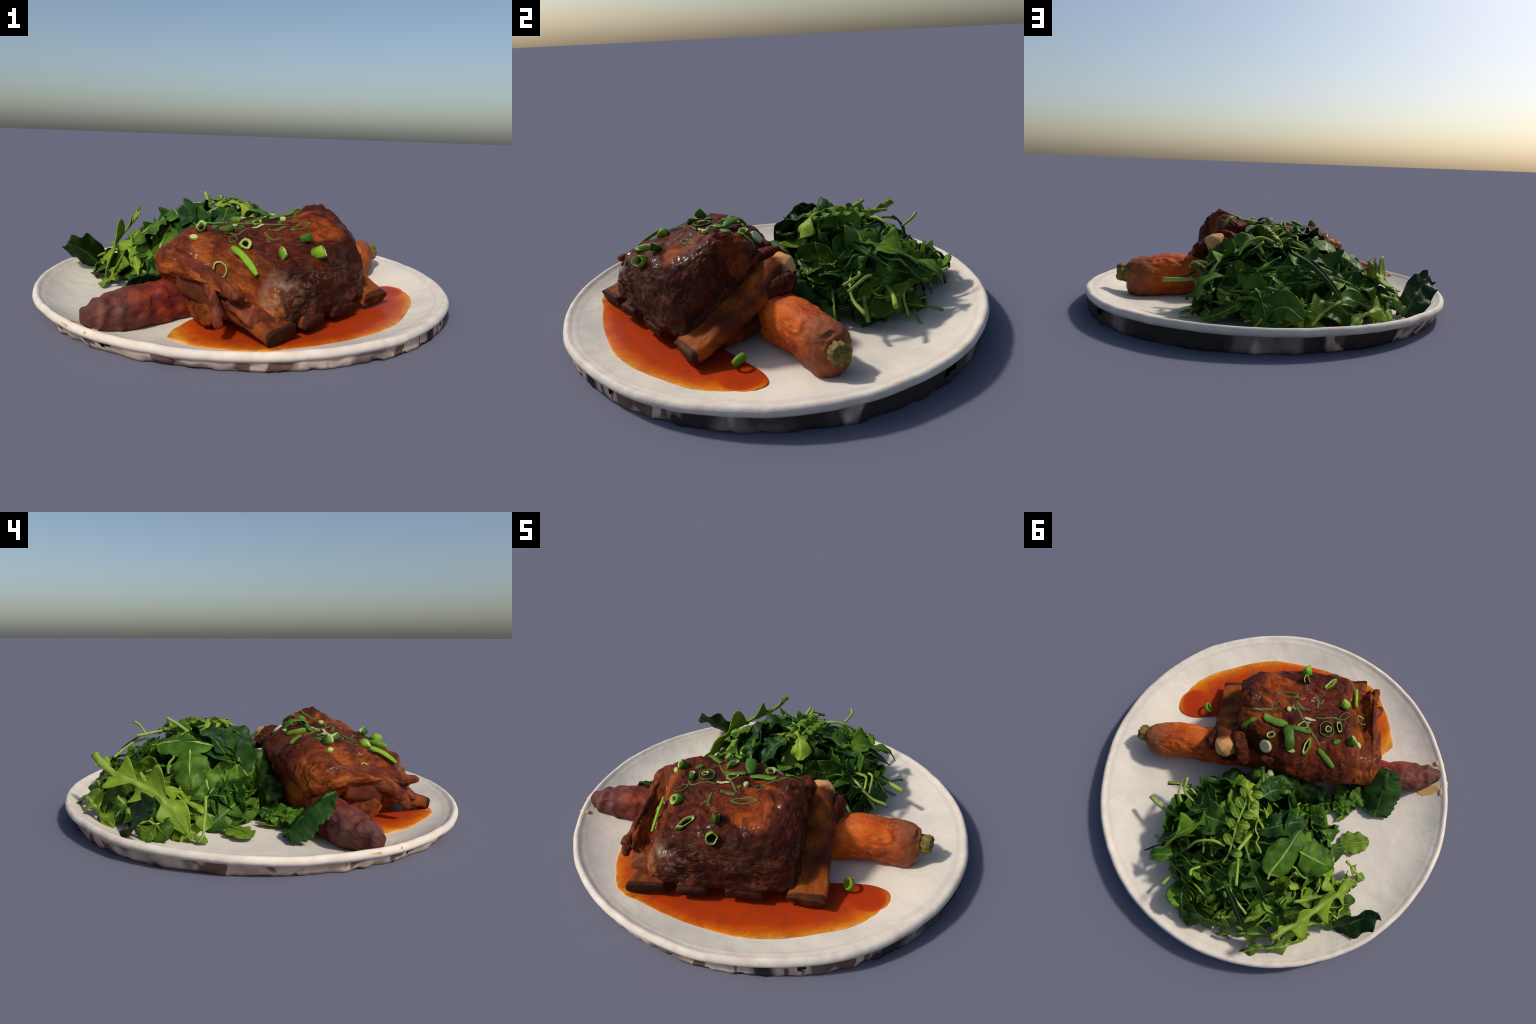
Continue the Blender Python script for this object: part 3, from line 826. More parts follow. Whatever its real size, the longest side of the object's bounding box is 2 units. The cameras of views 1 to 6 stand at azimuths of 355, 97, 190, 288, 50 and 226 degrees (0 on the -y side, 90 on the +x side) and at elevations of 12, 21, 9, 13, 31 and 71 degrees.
    # a closed slice from the white end, and small chunks
    def chunk(w, d, rx, ry, h, mat, name="scallion_piece"):
        p, nn = surf(w, d, 0)
        n, v = 28, []
        prof = [(1.0, -0.3), (1.02, 0.3), (0.95, 0.8), (0.78, 1.0), (0.62, 0.9), (0.46, 1.0), (0.25, 0.92), (0.06, 1.0)]
        rm = nn.to_track_quat("Z", "Y").to_matrix()
        for s, z in prof:
            v.extend(p + rm @ Vector((rx * s * math.cos(math.tau * k / n), ry * s * math.sin(math.tau * k / n), h * z)) for k in range(n))
        me = make_mesh(name, v, tube_faces(len(prof), n), [mat])
        fix_normals(me)
        place(name, me, root)

    chunk(0.034, -0.122, 0.037, 0.034, 0.012, M_BULB)
    chunk(-0.093, -0.313, 0.015, 0.012, 0.014, M_SCALIN)
    chunk(-0.122, -0.321, 0.009, 0.012, 0.012, M_SCAL)
    chunk(-0.343, -0.133, 0.014, 0.022, 0.010, M_SCAL)
    chunk(-0.099, -0.087, 0.022, 0.012, 0.010, M_SCALIN)
    chunk(-0.456, -0.122, 0.020, 0.012, 0.016, M_SCALIN)

    # one ring in the sauce beside the right bone
    me = None
    n, v, prof = 30, [], [(1, -0.5), (1.03, 0), (1, 0.5), (0.74, 0.5), (0.70, 0), (0.74, -0.5)]
    rm = Matrix.Rotation(math.radians(-35), 3, "Z") @ Matrix.Rotation(math.radians(62), 3, "X")
    for k in range(n):
        a = math.tau * k / n
        v.extend(Vector((0.634, -0.079, 0.066)) + rm @ Vector((0.033 * s * math.cos(a), 0.027 * s * math.sin(a), 0.022 * h)) for s, h in prof)
    f = []
    for k in range(n):
        for j in range(6):
            f.append((k * 6 + j, ((k + 1) % n) * 6 + j, ((k + 1) % n) * 6 + (j + 1) % 6, k * 6 + (j + 1) % 6))
    me = make_mesh("scallion_ring", v, f, [M_SCAL])
    fix_normals(me)
    place("scallion_ring", me, root)


# ------------------------------------------------------------------ the carrot
def build_carrot():
    root = empty("roasted_carrot", "long wrinkled roasted carrot with dark charred tip", "carrot", (0.0, -0.2, 0.13))
    pts = [(0.700, 0.298, 0.152), (0.665, 0.271, 0.153), (0.57, 0.197, 0.151), (0.40, 0.070, 0.145), (0.10, -0.135, 0.128), (-0.20, -0.325, 0.110), (-0.40, -0.46, 0.099), (-0.527, -0.570, 0.096), (-0.60, -0.645, 0.097), (-0.634, -0.683, 0.098)]
    rad = [(0.070, 0.072), (0.086, 0.091), (0.092, 0.098), (0.094, 0.097), (0.093, 0.092), (0.086, 0.086), (0.076, 0.076), (0.072, 0.070), (0.060, 0.060), (0.044, 0.046)]
    v, f = loft_tube(pts, rad, rows=260, n=96, power=2.35, round_ends=(0.32, 0.7))
    me = make_mesh("carrot_root", v, f, [M_CARROT])
    fix_normals(me)
    ax = Vector((1.34, 0.987, 0.05)).normalized()

    def wrinkle(co, no):
        a = co.dot(ax)
        c = co - ax * a
        q = (a * 9, c.x * 9, c.z * 9)
        amt = 0.014 * fbm(q, 0.7, 3, 2.0)
        rdg = 1 - abs(fbm((a * 13, c.x * 30, c.z * 30), 0.8, 3, 7.0))
        amt += 0.010 * (rdg - 0.75)
        tip = float(smooth(-0.42, -0.60, a))
        amt += tip * 0.007 * math.sin(a * 70 + 3 * fbm(co, 9, 2)) * (0.4 + 0.6 * fbm(co, 5, 2, 3.0))
        return amt

    displaced(me, wrinkle)
    for q in me.vertices:                      # the root has settled: its underside is flattened onto the plate
        zc = float(np.interp(q.co.x, [-0.6, -0.2, 0.1, 0.4, 0.7], [0.098, 0.11, 0.128, 0.146, 0.152]))
        if q.co.z < zc:
            q.co.z = max(zc - (zc - q.co.z) * 1.28, floor_z(q.co.x, q.co.y) + 0.002 + 0.1 * max(0.0, 0.02 - (zc - q.co.z)))
    me.update()
    place("carrot_root", me, root)
    pts = [(0.695, 0.294, 0.158), (0.718, 0.303, 0.164), (0.744, 0.312, 0.168), (0.762, 0.318, 0.170)]
    v, f = loft_tube(pts, [(0.050, 0.050), (0.042, 0.044), (0.043, 0.046), (0.038, 0.042)], rows=30, n=40, round_ends=(0.3, 0.15))
    me = make_mesh("stem_stub", v, f, [M_STUB])
    fix_normals(me)
    displaced(me, lambda co, no: 0.006 * math.sin(9 * math.atan2(co.z - 0.172, co.y - co.x * 0.4)) * 0.6 + 0.006 * fbm(co, 26, 3))
    place("stem_stub", me, root)


# ------------------------------------------------------------------ leaves
def leaf_shell(spine, up, half, thick=0.004, cup=0.0, ripple=0.0, freq=3.0, phase=0.0, rib=0.006, rows=34, curl=0.0, twist=0.0, crinkle=0.0, sweep=0.0):
    """A leaf of real thickness along a spine. half(t, side) gives the half width on each side.
    returns verts, faces, material index (0 blade, 1 midrib)"""
    C = catmull(np.asarray(spine, float), np.linspace(0, len(spine) - 1, rows))
    T, S, N = frames(C, up)
    vs = [-1, -0.86, -0.66, -0.42, -0.2, -0.07, 0.07, 0.2, 0.42, 0.66, 0.86, 1]
    m = len(vs)
    top, bot = [], []
    for i in range(rows):
        t = i / (rows - 1)
        a = twist * (t - 0.3)
        s = S[i] * math.cos(a) + N[i] * math.sin(a)
        nn = N[i] * math.cos(a) - S[i] * math.sin(a)
        taper = rib * (1 - 0.75 * t)
        for v in vs:
            sd = 1 if v > 0 else -1
            h = max(half(t, sd), taper)
            av = abs(v)
            y = taper * av / 0.07 if av <= 0.07 else taper + (h - taper) * (av - 0.07) / 0.93
            lift = cup * (y * y) / 0.06 + ripple * (av**1.5) * math.sin(freq * math.tau * t + phase + (1.3 if sd > 0 else 0)) * min(1, h / 0.03)
            if crinkle:
                lift += crinkle * fbm((t * 5, v * 2, phase), 1.4, 3)
            yy = y * math.cos(curl * av) if curl else y
            zz = lift + (y * math.sin(curl * av) if curl else 0)
            p = C[i] + s * (sd * yy) + nn * zz + T[i] * (sweep * (yy - taper) if yy > taper else 0.0)
            th = thick * (0.55 + 0.45 * (1 - av)) + (taper * 0.55 if av <= 0.07 else 0)
            top.append(p + nn * th * 0.5)
            bot.append(p - nn * th * 0.5)
    verts = top + bot
    off = rows * m
    faces, mi = [], []
    for i in range(rows - 1):
        for j in range(m - 1):
            a = i * m + j
            faces.append((a, a + 1, a + m + 1, a + m))
            faces.append((off + a, off + a + m, off + a + m + 1, off + a + 1))
            mi += [1 if j == 5 else 0] * 2
    for i in range(rows - 1):
        a, b = i * m, i * m + m - 1
        faces.append((a, a + m, off + a + m, off + a))
        faces.append((b + m, b, off + b, off + b + m))
        mi += [0, 0]
    for j in range(m - 1):
        a, b = j, (rows - 1) * m + j
        faces.append((a + 1, a, off + a, off + a + 1))
        faces.append((b, b + 1, off + b + 1, off + b))
        mi += [0, 0]
    return verts, faces, mi


def bent(L, k, n=7, k2=0.0):
    """spine of length L in the xz plane whose pitch turns by k (and k2 late) over its length"""
    p, out, ang = Vector((0, 0, 0)), [], -k * 0.35
    for i in range(n):
        out.append(tuple(p))
        p = p + Vector((math.cos(ang), 0, math.sin(ang))) * (L / (n - 1))
        ang += k / (n - 1) + (k2 / (n - 1) if i > n / 2 else 0)
    return out


def h_lobed(L, wmax, lobes, stalk=0.25, seed=0):
    r = random.Random(seed)
    offs = {1: r.uniform(-0.3, 0.3), -1: r.uniform(-0.3, 0.3)}

    def f(t, s):
        if t < stalk:
            return 0.004
        u = (t - stalk) / (1 - stalk)
        env = math.sin(math.pi * min(1, u**0.8 * 0.93 + 0.05)) ** 0.7 * (0.55 + 0.6 * u)
        tooth = 0.5 + 0.5 * math.cos(math.tau * (lobes * u + offs[s]))
        tooth = tooth**1.5
        end = float(smooth(0.70, 0.84, u))
        return wmax * env * lerp(0.13 + 0.87 * tooth, 0.8 + 0.2 * tooth, end)
    return f


def h_round(wmax, stalk=0.28, saw=0.05, teeth=8):
    def f(t, s):
        if t < stalk:
            return 0.004
        u = (t - stalk) / (1 - stalk)
        e = math.sqrt(max(0, 1 - (2 * u**0.85 - 1) ** 2))
        return wmax * e * (1 + saw * math.sin(math.tau * teeth * u + s))
    return f


def h_lance(wmax, stalk=0.15):
    def f(t, s):
        if t < stalk:
            return 0.003
        u = (t - stalk) / (1 - stalk)
        return wmax * math.sin(math.pi * u**0.75) ** 0.9 * (1 + 0.12 * math.sin(17 * u + 2 * s))
    return f


def join(parts):
    V, F, M = [], [], []
    for v, f, m in parts:
        o = len(V)
        V += list(v)
        F += [tuple(i + o for i in q) for q in f]
        M += list(m)
    return V, F, M


def stem_tube(pts, r0, r1, n=8, rows=18, mi=1):
    pts = np.asarray(pts, float)
    C = catmull(pts, np.linspace(0, len(pts) - 1, rows))
    T, S, N = frames(C, (0.13, 0.21, 0.97))
    v = []
    for i in range(rows):
        r = lerp(r0, r1, i / (rows - 1))
        v.extend(C[i] + S[i] * (r * math.cos(math.tau * k / n)) + N[i] * (r * math.sin(math.tau * k / n)) for k in range(n))
    f = tube_faces(rows, n)
    return v, f, [mi] * len(f)


# footprint of the salad: distance from its middle by angle
SAL_C = (-0.20, 0.32)
SAL_OUT = [(.30, .36), (.26, .25), (.15, .14), (-.04, .02), (-.20, -.01), (-.30, -.02), (-.43, .0), (-.51, .05), (-.58, .09), (-.68, .09), (-.75, .15), (-.80, .22), (-.78, .33), (-.72, .43), (-.65, .56), (-.60, .65), (-.515, .697), (-.394, .769), (-.281, .795), (-.18, .82), (-.10, .80), (.03, .78), (.14, .74), (.18, .66), (.23, .56), (.26, .43)]
_ang = [math.atan2(y - SAL_C[1], x - SAL_C[0]) for x, y in SAL_OUT]
_rad = [math.hypot(x - SAL_C[0], y - SAL_C[1]) for x, y in SAL_OUT]
_o = np.argsort(_ang)
_A, _R = np.array(_ang)[_o], np.array(_rad)[_o]
_A = np.concatenate([_A - math.tau, _A, _A + math.tau])
_R = np.tile(_R, 3)


def mound(x, y, k=1.0):
    """upper surface of the heap: steep towards the meat, trailing off towards the rim"""
    dx, dy = x - SAL_C[0], y - SAL_C[1]
    rr = math.hypot(dx, dy)
    an = math.atan2(dy, dx)
    R = float(np.interp(an, _A, _R)) * k
    q = min(1.0, rr / R)
    near = float(smooth(-0.5, 0.5, math.cos(an + 0.25)))
    dip = 1 - 0.20 * float(smooth(-0.24, -0.46, x)) * float(smooth(0.34, 0.06, y))
    return floor_z(x, y) + 0.365 * dip * k * (1 - q ** lerp(1.5, 2.6, near)) ** lerp(0.85, 0.5, near)


def mound_normal(x, y):
    e = 0.03
    return Vector((mound(x - e, y) - mound(x + e, y), mound(x, y - e) - mound(x, y + e), 2 * e * 1.0)).normalized()


def build_salad():
    root = empty("leaf_salad", "heap of mixed green rocket, cress and herb leaves", "salad", (SAL_C[0], SAL_C[1], 0.03))
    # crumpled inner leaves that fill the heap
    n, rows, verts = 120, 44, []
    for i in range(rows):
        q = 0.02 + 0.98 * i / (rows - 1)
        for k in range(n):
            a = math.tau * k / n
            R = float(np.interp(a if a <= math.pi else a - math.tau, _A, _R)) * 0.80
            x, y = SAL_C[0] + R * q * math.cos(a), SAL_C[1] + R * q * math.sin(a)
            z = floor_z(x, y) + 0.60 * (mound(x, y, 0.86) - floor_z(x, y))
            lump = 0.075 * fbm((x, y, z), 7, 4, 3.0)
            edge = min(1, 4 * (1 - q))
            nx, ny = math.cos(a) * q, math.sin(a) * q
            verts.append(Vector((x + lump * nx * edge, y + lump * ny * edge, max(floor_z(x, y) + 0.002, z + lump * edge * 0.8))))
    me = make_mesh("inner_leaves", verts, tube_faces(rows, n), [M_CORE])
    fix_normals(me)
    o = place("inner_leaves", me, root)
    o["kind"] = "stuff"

    v, f = loft_tube([(.27, .25, .06), (.17, .17, .10), (.08, .09, .14), (-.02, .025, .16), (-.12, -.05, .12), (-.24, -.13, .07)], [(.05, .05), (.055, .08), (.06, .11), (.06, .13), (.055, .10), (.04, .05)], rows=90, n=48, round_ends=(0.6, 0.6))  # dark lumpy body filling the gap between the carrot and the heap
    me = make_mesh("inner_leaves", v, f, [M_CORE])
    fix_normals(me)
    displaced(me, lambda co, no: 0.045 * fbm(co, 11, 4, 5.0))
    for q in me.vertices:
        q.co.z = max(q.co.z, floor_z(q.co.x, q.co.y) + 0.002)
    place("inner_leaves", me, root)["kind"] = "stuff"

    def variant(name, blade, L, k, half, k2=0.0, **kw):
        v, f, mi = leaf_shell(bent(L, k, k2=k2), (0, 0, 1), half, **kw)
        return make_mesh(name, v, f, [blade, M_STEM if blade is M_LIGHT else M_VEIN if blade is M_DARK else M_RIB], mi)

    V = {"rocket_leaf": [], "cress_leaf": [], "narrow_leaf": [], "herb_sprig": [], "leaf_stem": []}
    for i in range(6):
        r = random.Random(100 + i)
        L = r.uniform(0.34, 0.50)
        V["rocket_leaf"].append(variant("rocket_leaf", [M_LEAF, M_LEAF, M_LIGHT, M_DARK, M_LEAF, M_LEAF2][i], L, r.uniform(-1.6, 0.6), h_lobed(L, r.uniform(0.080, 0.125), r.choice([2, 3, 3]), 0.20, i), r.uniform(-1.0, 0.5),
                                        cup=r.uniform(-0.4, 0.7), ripple=r.uniform(0.010, 0.024), freq=r.uniform(1.5, 3.5), phase=r.uniform(0, 6), twist=r.uniform(-1.0, 1.0), crinkle=0.006, rib=0.0065, rows=52, sweep=r.uniform(0.2, 0.5)))
    for i in range(6):
        r = random.Random(200 + i)
        L = r.uniform(0.20, 0.28)
        V["cress_leaf"].append(variant("cress_leaf", [M_LEAF2, M_LEAF2, M_DARK, M_LEAF, M_LEAF2, M_DARK][i], L, r.uniform(-1.4, 0.4), h_round(r.uniform(0.065, 0.095), 0.2, r.uniform(0.02, 0.07)), 0,
                                       cup=r.uniform(-0.3, 0.8), ripple=r.uniform(0.008, 0.020), freq=r.uniform(1.2, 2.6), phase=r.uniform(0, 6), twist=r.uniform(-0.6, 0.6), crinkle=0.008, rib=0.005))
    for i in range(6):
        r = random.Random(300 + i)
        L = r.uniform(0.20, 0.32)
        V["narrow_leaf"].append(variant("narrow_leaf", [M_LEAF, M_DARK, M_LIGHT, M_DARK, M_LEAF2, M_LEAF][i], L, r.uniform(-1.5, 0.9), h_lance(r.uniform(0.024, 0.042)), r.uniform(-0.8, 0.8),
                                        cup=r.uniform(0.2, 1.2), ripple=r.uniform(0.003, 0.008), freq=r.uniform(2, 4), phase=r.uniform(0, 6), twist=r.uniform(-1.8, 1.8), crinkle=0.004, rib=0.005))
    for i in range(4):
        r = random.Random(400 + i)
        sp = bent(0.24, r.uniform(-0.9, 0.5))
        parts = [stem_tube(sp, 0.0065, 0.003)]
        for j in range(9):
            t = 0.25 + 0.75 * j / 8
            c = catmull(np.array(sp), [t * (len(sp) - 1)])[0]
            sd = 1 if j % 2 else -1
            dirv = Vector((0.55, sd * 0.85, r.uniform(-0.2, 0.5))).normalized() if j < 8 else Vector((1, 0, 0.1))
            l = r.uniform(0.045, 0.070)
            spn = [tuple(Vector(c) + dirv * (l * q) + Vector((0, 0, -0.02 * q * q))) for q in (0, 0.35, 0.7, 1.0)]
            parts.append(leaf_shell(spn, (0.1, 0.0, 1), h_round(0.018, 0.12, 0.0), thick=0.003, cup=0.8, rib=0.0025, rows=12))
        v, f, mi = join(parts)
        V["herb_sprig"].append(make_mesh("herb_sprig", v, f, [[M_LEAF2, M_LIGHT, M_LEAF, M_DARK][i], M_STEM], mi))
    for i in range(5):
        r = random.Random(500 + i)
        sp = [tuple(Vector(p) + Vector((0, r.uniform(-0.012, 0.012), 0))) for p in bent(r.uniform(0.18, 0.30), r.uniform(-1.8, 1.2))]
        v, f, mi = stem_tube(sp, r.uniform(0.007, 0.010), 0.004)
        V["leaf_stem"].append(make_mesh("leaf_stem", v, f, [M_LEAF, M_STEM if i % 2 else M_RIB], mi))

    def drop(kind, count, z_lo, z_hi, tilt, seed, smax=1.0, sector=None):
        r = random.Random(seed)
        got = 0
        while got < count:
            a, q = r.uniform(0, math.tau), math.sqrt(r.uniform(0.0, 0.94))
            if sector:
                a, q = r.uniform(*sector) % math.tau, r.uniform(0.68, 0.99)
            R = float(np.interp(a if a <= math.pi else a - math.tau, _A, _R))
            x, y = SAL_C[0] + R * q * math.cos(a), SAL_C[1] + R * q * math.sin(a)
            h = mound(x, y)
            z = max(floor_z(x, y) + 0.02, h * r.uniform(z_lo, z_hi))
            nor = mound_normal(x, y)
            if sector:
                nor = (nor + Vector((math.cos(a), math.sin(a), 0)) * 1.2).normalized()
            nor = (nor + Vector((r.gauss(0, tilt), r.gauss(0, tilt), r.gauss(0, tilt * 0.5)))).normalized()
            yaw = r.uniform(0, math.tau)
            t = Vector((math.cos(yaw), math.sin(yaw), 0))
            t = (t - nor * t.dot(nor)).normalized()
            s = nor.cross(t)
            me = r.choice(V[kind] + (BRIGHT.get(kind, []) * 3 if x < -0.42 else []))
            sc = r.uniform(0.75, 1.12) * smax
            rot = Matrix((t, s, nor)).transposed().to_4x4()
            xs = max(v.co.x for v in me.vertices)
            mid = Vector((x, y, z)) - t * (xs * 0.5 * sc)
            # keep the whole leaf over the plate, near the heap, and out of the plate's floor
            ok = True
            for qq in (0.0, 0.5, 1.0):
                e = mid + t * (xs * qq * sc)
                if math.hypot(e.x, e.y) > 0.93 or e.z < floor_z(e.x, e.y) + 0.004 or e.z > mound(e.x, e.y, 1.06) + 0.045:
                    ok = False
                wq, dq = (e.x + e.y) * R2, (e.y - e.x) * R2
                if dq < float(np.interp(wq, [-0.1, 0.05, 0.12, 0.4], [0.085, 0.085, 0.01, -0.02])):
                    ok = False
            if not ok:
                r.random()
                tries[0] += 1
                if tries[0] > 60000:
                    return
                continue
            local = rot.to_3x3() * sc
            low = min((p.z - floor_z(p.x, p.y) for p in (mid + local @ v.co for v in list(me.vertices)[::7])), default=0)
            if low < 0.003:
                mid.z += 0.003 - low
            place(kind, me, root, Matrix.Translation(mid) @ rot @ Matrix.Diagonal((sc, sc, sc, 1)))
            got += 1

    tries = [0]
    BRIGHT = {k: [me for me in V[k] if me.materials[0] in (M_LIGHT, M_LEAF2)] for k in V}
    drop("cress_leaf", 50, 0.62, 0.97, 0.55, 11)
    drop("rocket_leaf", 58, 0.70, 1.0, 0.55, 12)
    drop("narrow_leaf", 42, 0.80, 1.02, 0.40, 13)
    drop("leaf_stem", 22, 0.90, 1.05, 0.30, 14)
    drop("cress_leaf", 14, 0.15, 0.8, 0.35, 21, 0.9, (-1.9, 0.5))
    drop("narrow_leaf", 26, 0.15, 0.9, 0.35, 22, 0.9, (-1.7, 1.2))
    drop("rocket_leaf", 16, 0.2, 0.9, 0.35, 23, 0.85, (-1.7, 0.6))
    drop("herb_sprig", 8, 0.90, 1.02, 0.30, 15)

    # --- individually recognisable leaves
    def hero(name, spine, up, half, blade, rib_mat=M_RIB, **kw):
        v, f, mi = leaf_shell(spine, up, half, **kw)
        if blade is M_DARK and rib_mat is M_RIB:
            rib_mat = M_VEIN
        place(name, make_mesh(name, v, f, [M_PLAIN.get(blade, blade), rib_mat], mi), root)

    hero("rocket_leaf", [(-.590, .616, .352), (-.605, .56, .305), (-.63, .47, .265), (-.65, .37, .242), (-.668, .27, .215), (-.69, .17, .14), (-.70, .10, .06)], (-0.75, 0.1, 0.65), h_lobed(.5, 0.125, 3.5, 0.10, 3), M_LIGHT, M_STEM,
         thick=0.008, cup=0.25, ripple=0.012, freq=3, rib=0.018, rows=80, crinkle=0.008, sweep=-0.35)
    hero("narrow_leaf", [(-.235, .586, .372), (-.32, .615, .335), (-.42, .66, .255), (-.518, .700, .130)], (-0.2, 0.7, 0.6), h_lance(0.020, 0.05), M_DARK, thick=0.008, cup=0.4, rib=0.006)
    hero("herb_leaf", [(-.765, .345, .055), (-.79, .32, .09), (-.825, .265, .145), (-.865, .20, .195), (-.90, .15, .22)], (-0.35, 0.85, 0.45), lambda t, s: 0.078 * math.sin(math.pi * min(1, 0.08 + 0.80 * t)) ** 0.6 * (1 - 0.28 * float(smooth(0.55, 1.0, t)) * (0.5 + 0.5 * math.cos(22 * t + s))), M_DARK, thick=0.007, cup=0.35, ripple=0.012, rib=0.007, crinkle=0.012)
    hero("cress_leaf", [(-.385, .43, .36), (-.372, .39, .372), (-.365, .31, .385), (-.35, .22, .385), (-.33, .13, .37)], (-0.35, 0.0, 0.95), h_round(0.082, 0.15, 0.04), M_LEAF2, M_STEM, cup=-0.25, ripple=0.008, rib=0.006, crinkle=0.008)
    hero("cress_leaf", [(-.34, .22, .36), (-.29, .15, .365), (-.235, .085, .335), (-.195, .045, .275), (-.19, .03, .20)], (-0.65, -0.45, 0.6), h_round(0.09, 0.05, 0.04), M_DARK, cup=0.2, ripple=0.012, rib=0.005, crinkle=0.012)
    hero("cress_leaf", [(-.40, .22, .36), (-.45, .20, .33), (-.52, .17, .28), (-.57, .14, .21)], (-0.6, -0.1, 0.7), h_round(0.085, 0.08, 0.03), M_LEAF2, M_STEM, cup=-0.2, ripple=0.014, rib=0.005, crinkle=0.01)
    hero("rocket_leaf", [(-.17, .30, .39), (-.235, .225, .418), (-.27, .16, .395), (-.31, .08, .33)], (-0.2, -0.3, 0.9), h_round(0.060, 0.05, 0.06), M_DARK, cup=0.5, ripple=0.016, rib=0.005, crinkle=0.01)
    hero("rocket_leaf", [(-.20, .27, .40), (-.15, .25, .425), (-.085, .225, .445), (-.02, .19, .447), (.03, .155, .405), (.055, .135, .36)], (0.1, -0.45, 0.9), h_lobed(.2, 0.075, 1.6, 0.22, 4), M_LIGHT, M_STEM, cup=-0.4, ripple=0.014, rib=0.008, crinkle=0.010, sweep=0.2)
    hero("cress_leaf", [(-.08, .16, .42), (-.09, .10, .40), (-.11, .05, .34), (-.12, .03, .25)], (-0.2, -0.8, 0.5), h_round(0.065, 0.05, 0.05), M_DARK, cup=0.3, ripple=0.012, rib=0.005, crinkle=0.010)
    hero("leaf_stem", [(-.03, .10, .36), (.01, .06, .365), (.04, .03, .385)], (0, 0, 1), lambda t, s: 0.010, M_LEAF2, thick=0.012, rib=0.004)
    hero("rocket_leaf", [(.33, .44, .075), (.26, .42, .16), (.19, .42, .21), (.11, .45, .24), (.03, .50, .25)], (0.5, -0.3, 0.8), h_lobed(.3, 0.10, 2.4, 0.3, 21), M_LIGHT, M_STEM, cup=0.3, ripple=0.016, rib=0.010, crinkle=0.010, sweep=0.4)
    hero("rocket_leaf", [(.24, .62, .05), (.20, .60, .14), (.14, .60, .20), (.06, .62, .24), (-.02, .64, .25)], (0.7, 0.1, 0.6), h_lobed(.3, 0.09, 2.8, 0.25, 22), M_LEAF, M_STEM, cup=0.2, ripple=0.016, rib=0.008, crinkle=0.010, sweep=0.4)
    hero("rocket_leaf", [(.30, .30, .06), (.25, .29, .14), (.18, .29, .21), (.10, .30, .27), (.03, .33, .31)], (0.6, -0.5, 0.6), h_lobed(.3, 0.09, 2.4, 0.25, 25), M_LEAF, M_STEM, cup=0.2, ripple=0.016, rib=0.008, crinkle=0.010, sweep=0.4)
    hero("narrow_leaf", [(.05, .66, .26), (.10, .70, .26), (.15, .745, .235), (.17, .78, .18)], (0.2, 0.3, 0.9), h_lance(0.035, 0.1), M_LEAF2, cup=0.6, rib=0.006)
    hero("herb_leaf", [(-.05, .70, .20), (-.10, .77, .235), (-.14, .82, .20), (-.17, .87, .13)], (0.1, 0.5, 0.8), h_lobed(.2, 0.065, 2.2, 0.2, 6), M_LEAF2, cup=0.2, ripple=0.01, rib=0.006, crinkle=0.008)
    hero("narrow_leaf", [(-.12, .30, .40), (.02, .33, .37), (.13, .42, .33), (.20, .55, .27)], (0.2, 0, 1), h_lance(0.026, 0.2), M_LEAF, cup=0.8, rib=0.006)
    hero("narrow_leaf", [(.04, .52, .31), (.11, .58, .29), (.17, .64, .24), (.20, .69, .20)], (0.4, 0.2, 0.9), h_lance(0.028, 0.2), M_DARK, cup=0.8, rib=0.006)
    hero("rocket_leaf", [(.42, .42, .155), (.34, .37, .19), (.26, .36, .23), (.16, .38, .26), (.07, .42, .26)], (0.3, -0.3, 0.9), h_lobed(.3, 0.06, 3, 0.34, 8), M_LEAF, M_STEM, cup=0.3, ripple=0.012, rib=0.009, crinkle=0.008)
    hero("rocket_leaf", [(-.36, .80, .10), (-.42, .74, .16), (-.50, .66, .19), (-.58, .60, .15), (-.64, .55, .07)], (-0.3, 0.6, 0.6), h_lobed(.3, 0.07, 2, 0.1, 12), M_LEAF, M_STEM, cup=0.3, ripple=0.012, rib=0.008, crinkle=0.01)
    hero("cress_leaf", [(-.10, .84, .06), (-.16, .82, .13), (-.24, .80, .17), (-.32, .80, .12)], (-0.1, 0.75, 0.5), h_round(0.07, 0.1, 0.05), M_LEAF, M_STEM, cup=0.2, ripple=0.012, rib=0.006, crinkle=0.01)
    hero("cress_leaf", [(-.64, .33, .15), (-.70, .28, .12), (-.74, .22, .085), (-.77, .16, .05)], (-0.7, 0.1, 0.6), h_round(0.065, 0.1, 0.05), M_LEAF2, M_STEM, cup=-0.2, ripple=0.012, rib=0.006, crinkle=0.01)
    hero("rocket_leaf", [(-.60, .06, .20), (-.63, .05, .14), (-.66, .045, .08), (-.69, .04, .045), (-.73, .04, .035)], (-0.6, -0.2, 0.6), h_lobed(.2, 0.05, 2, 0.1, 2), M_LIGHT, M_STEM, cup=0.2, ripple=0.01, rib=0.007)
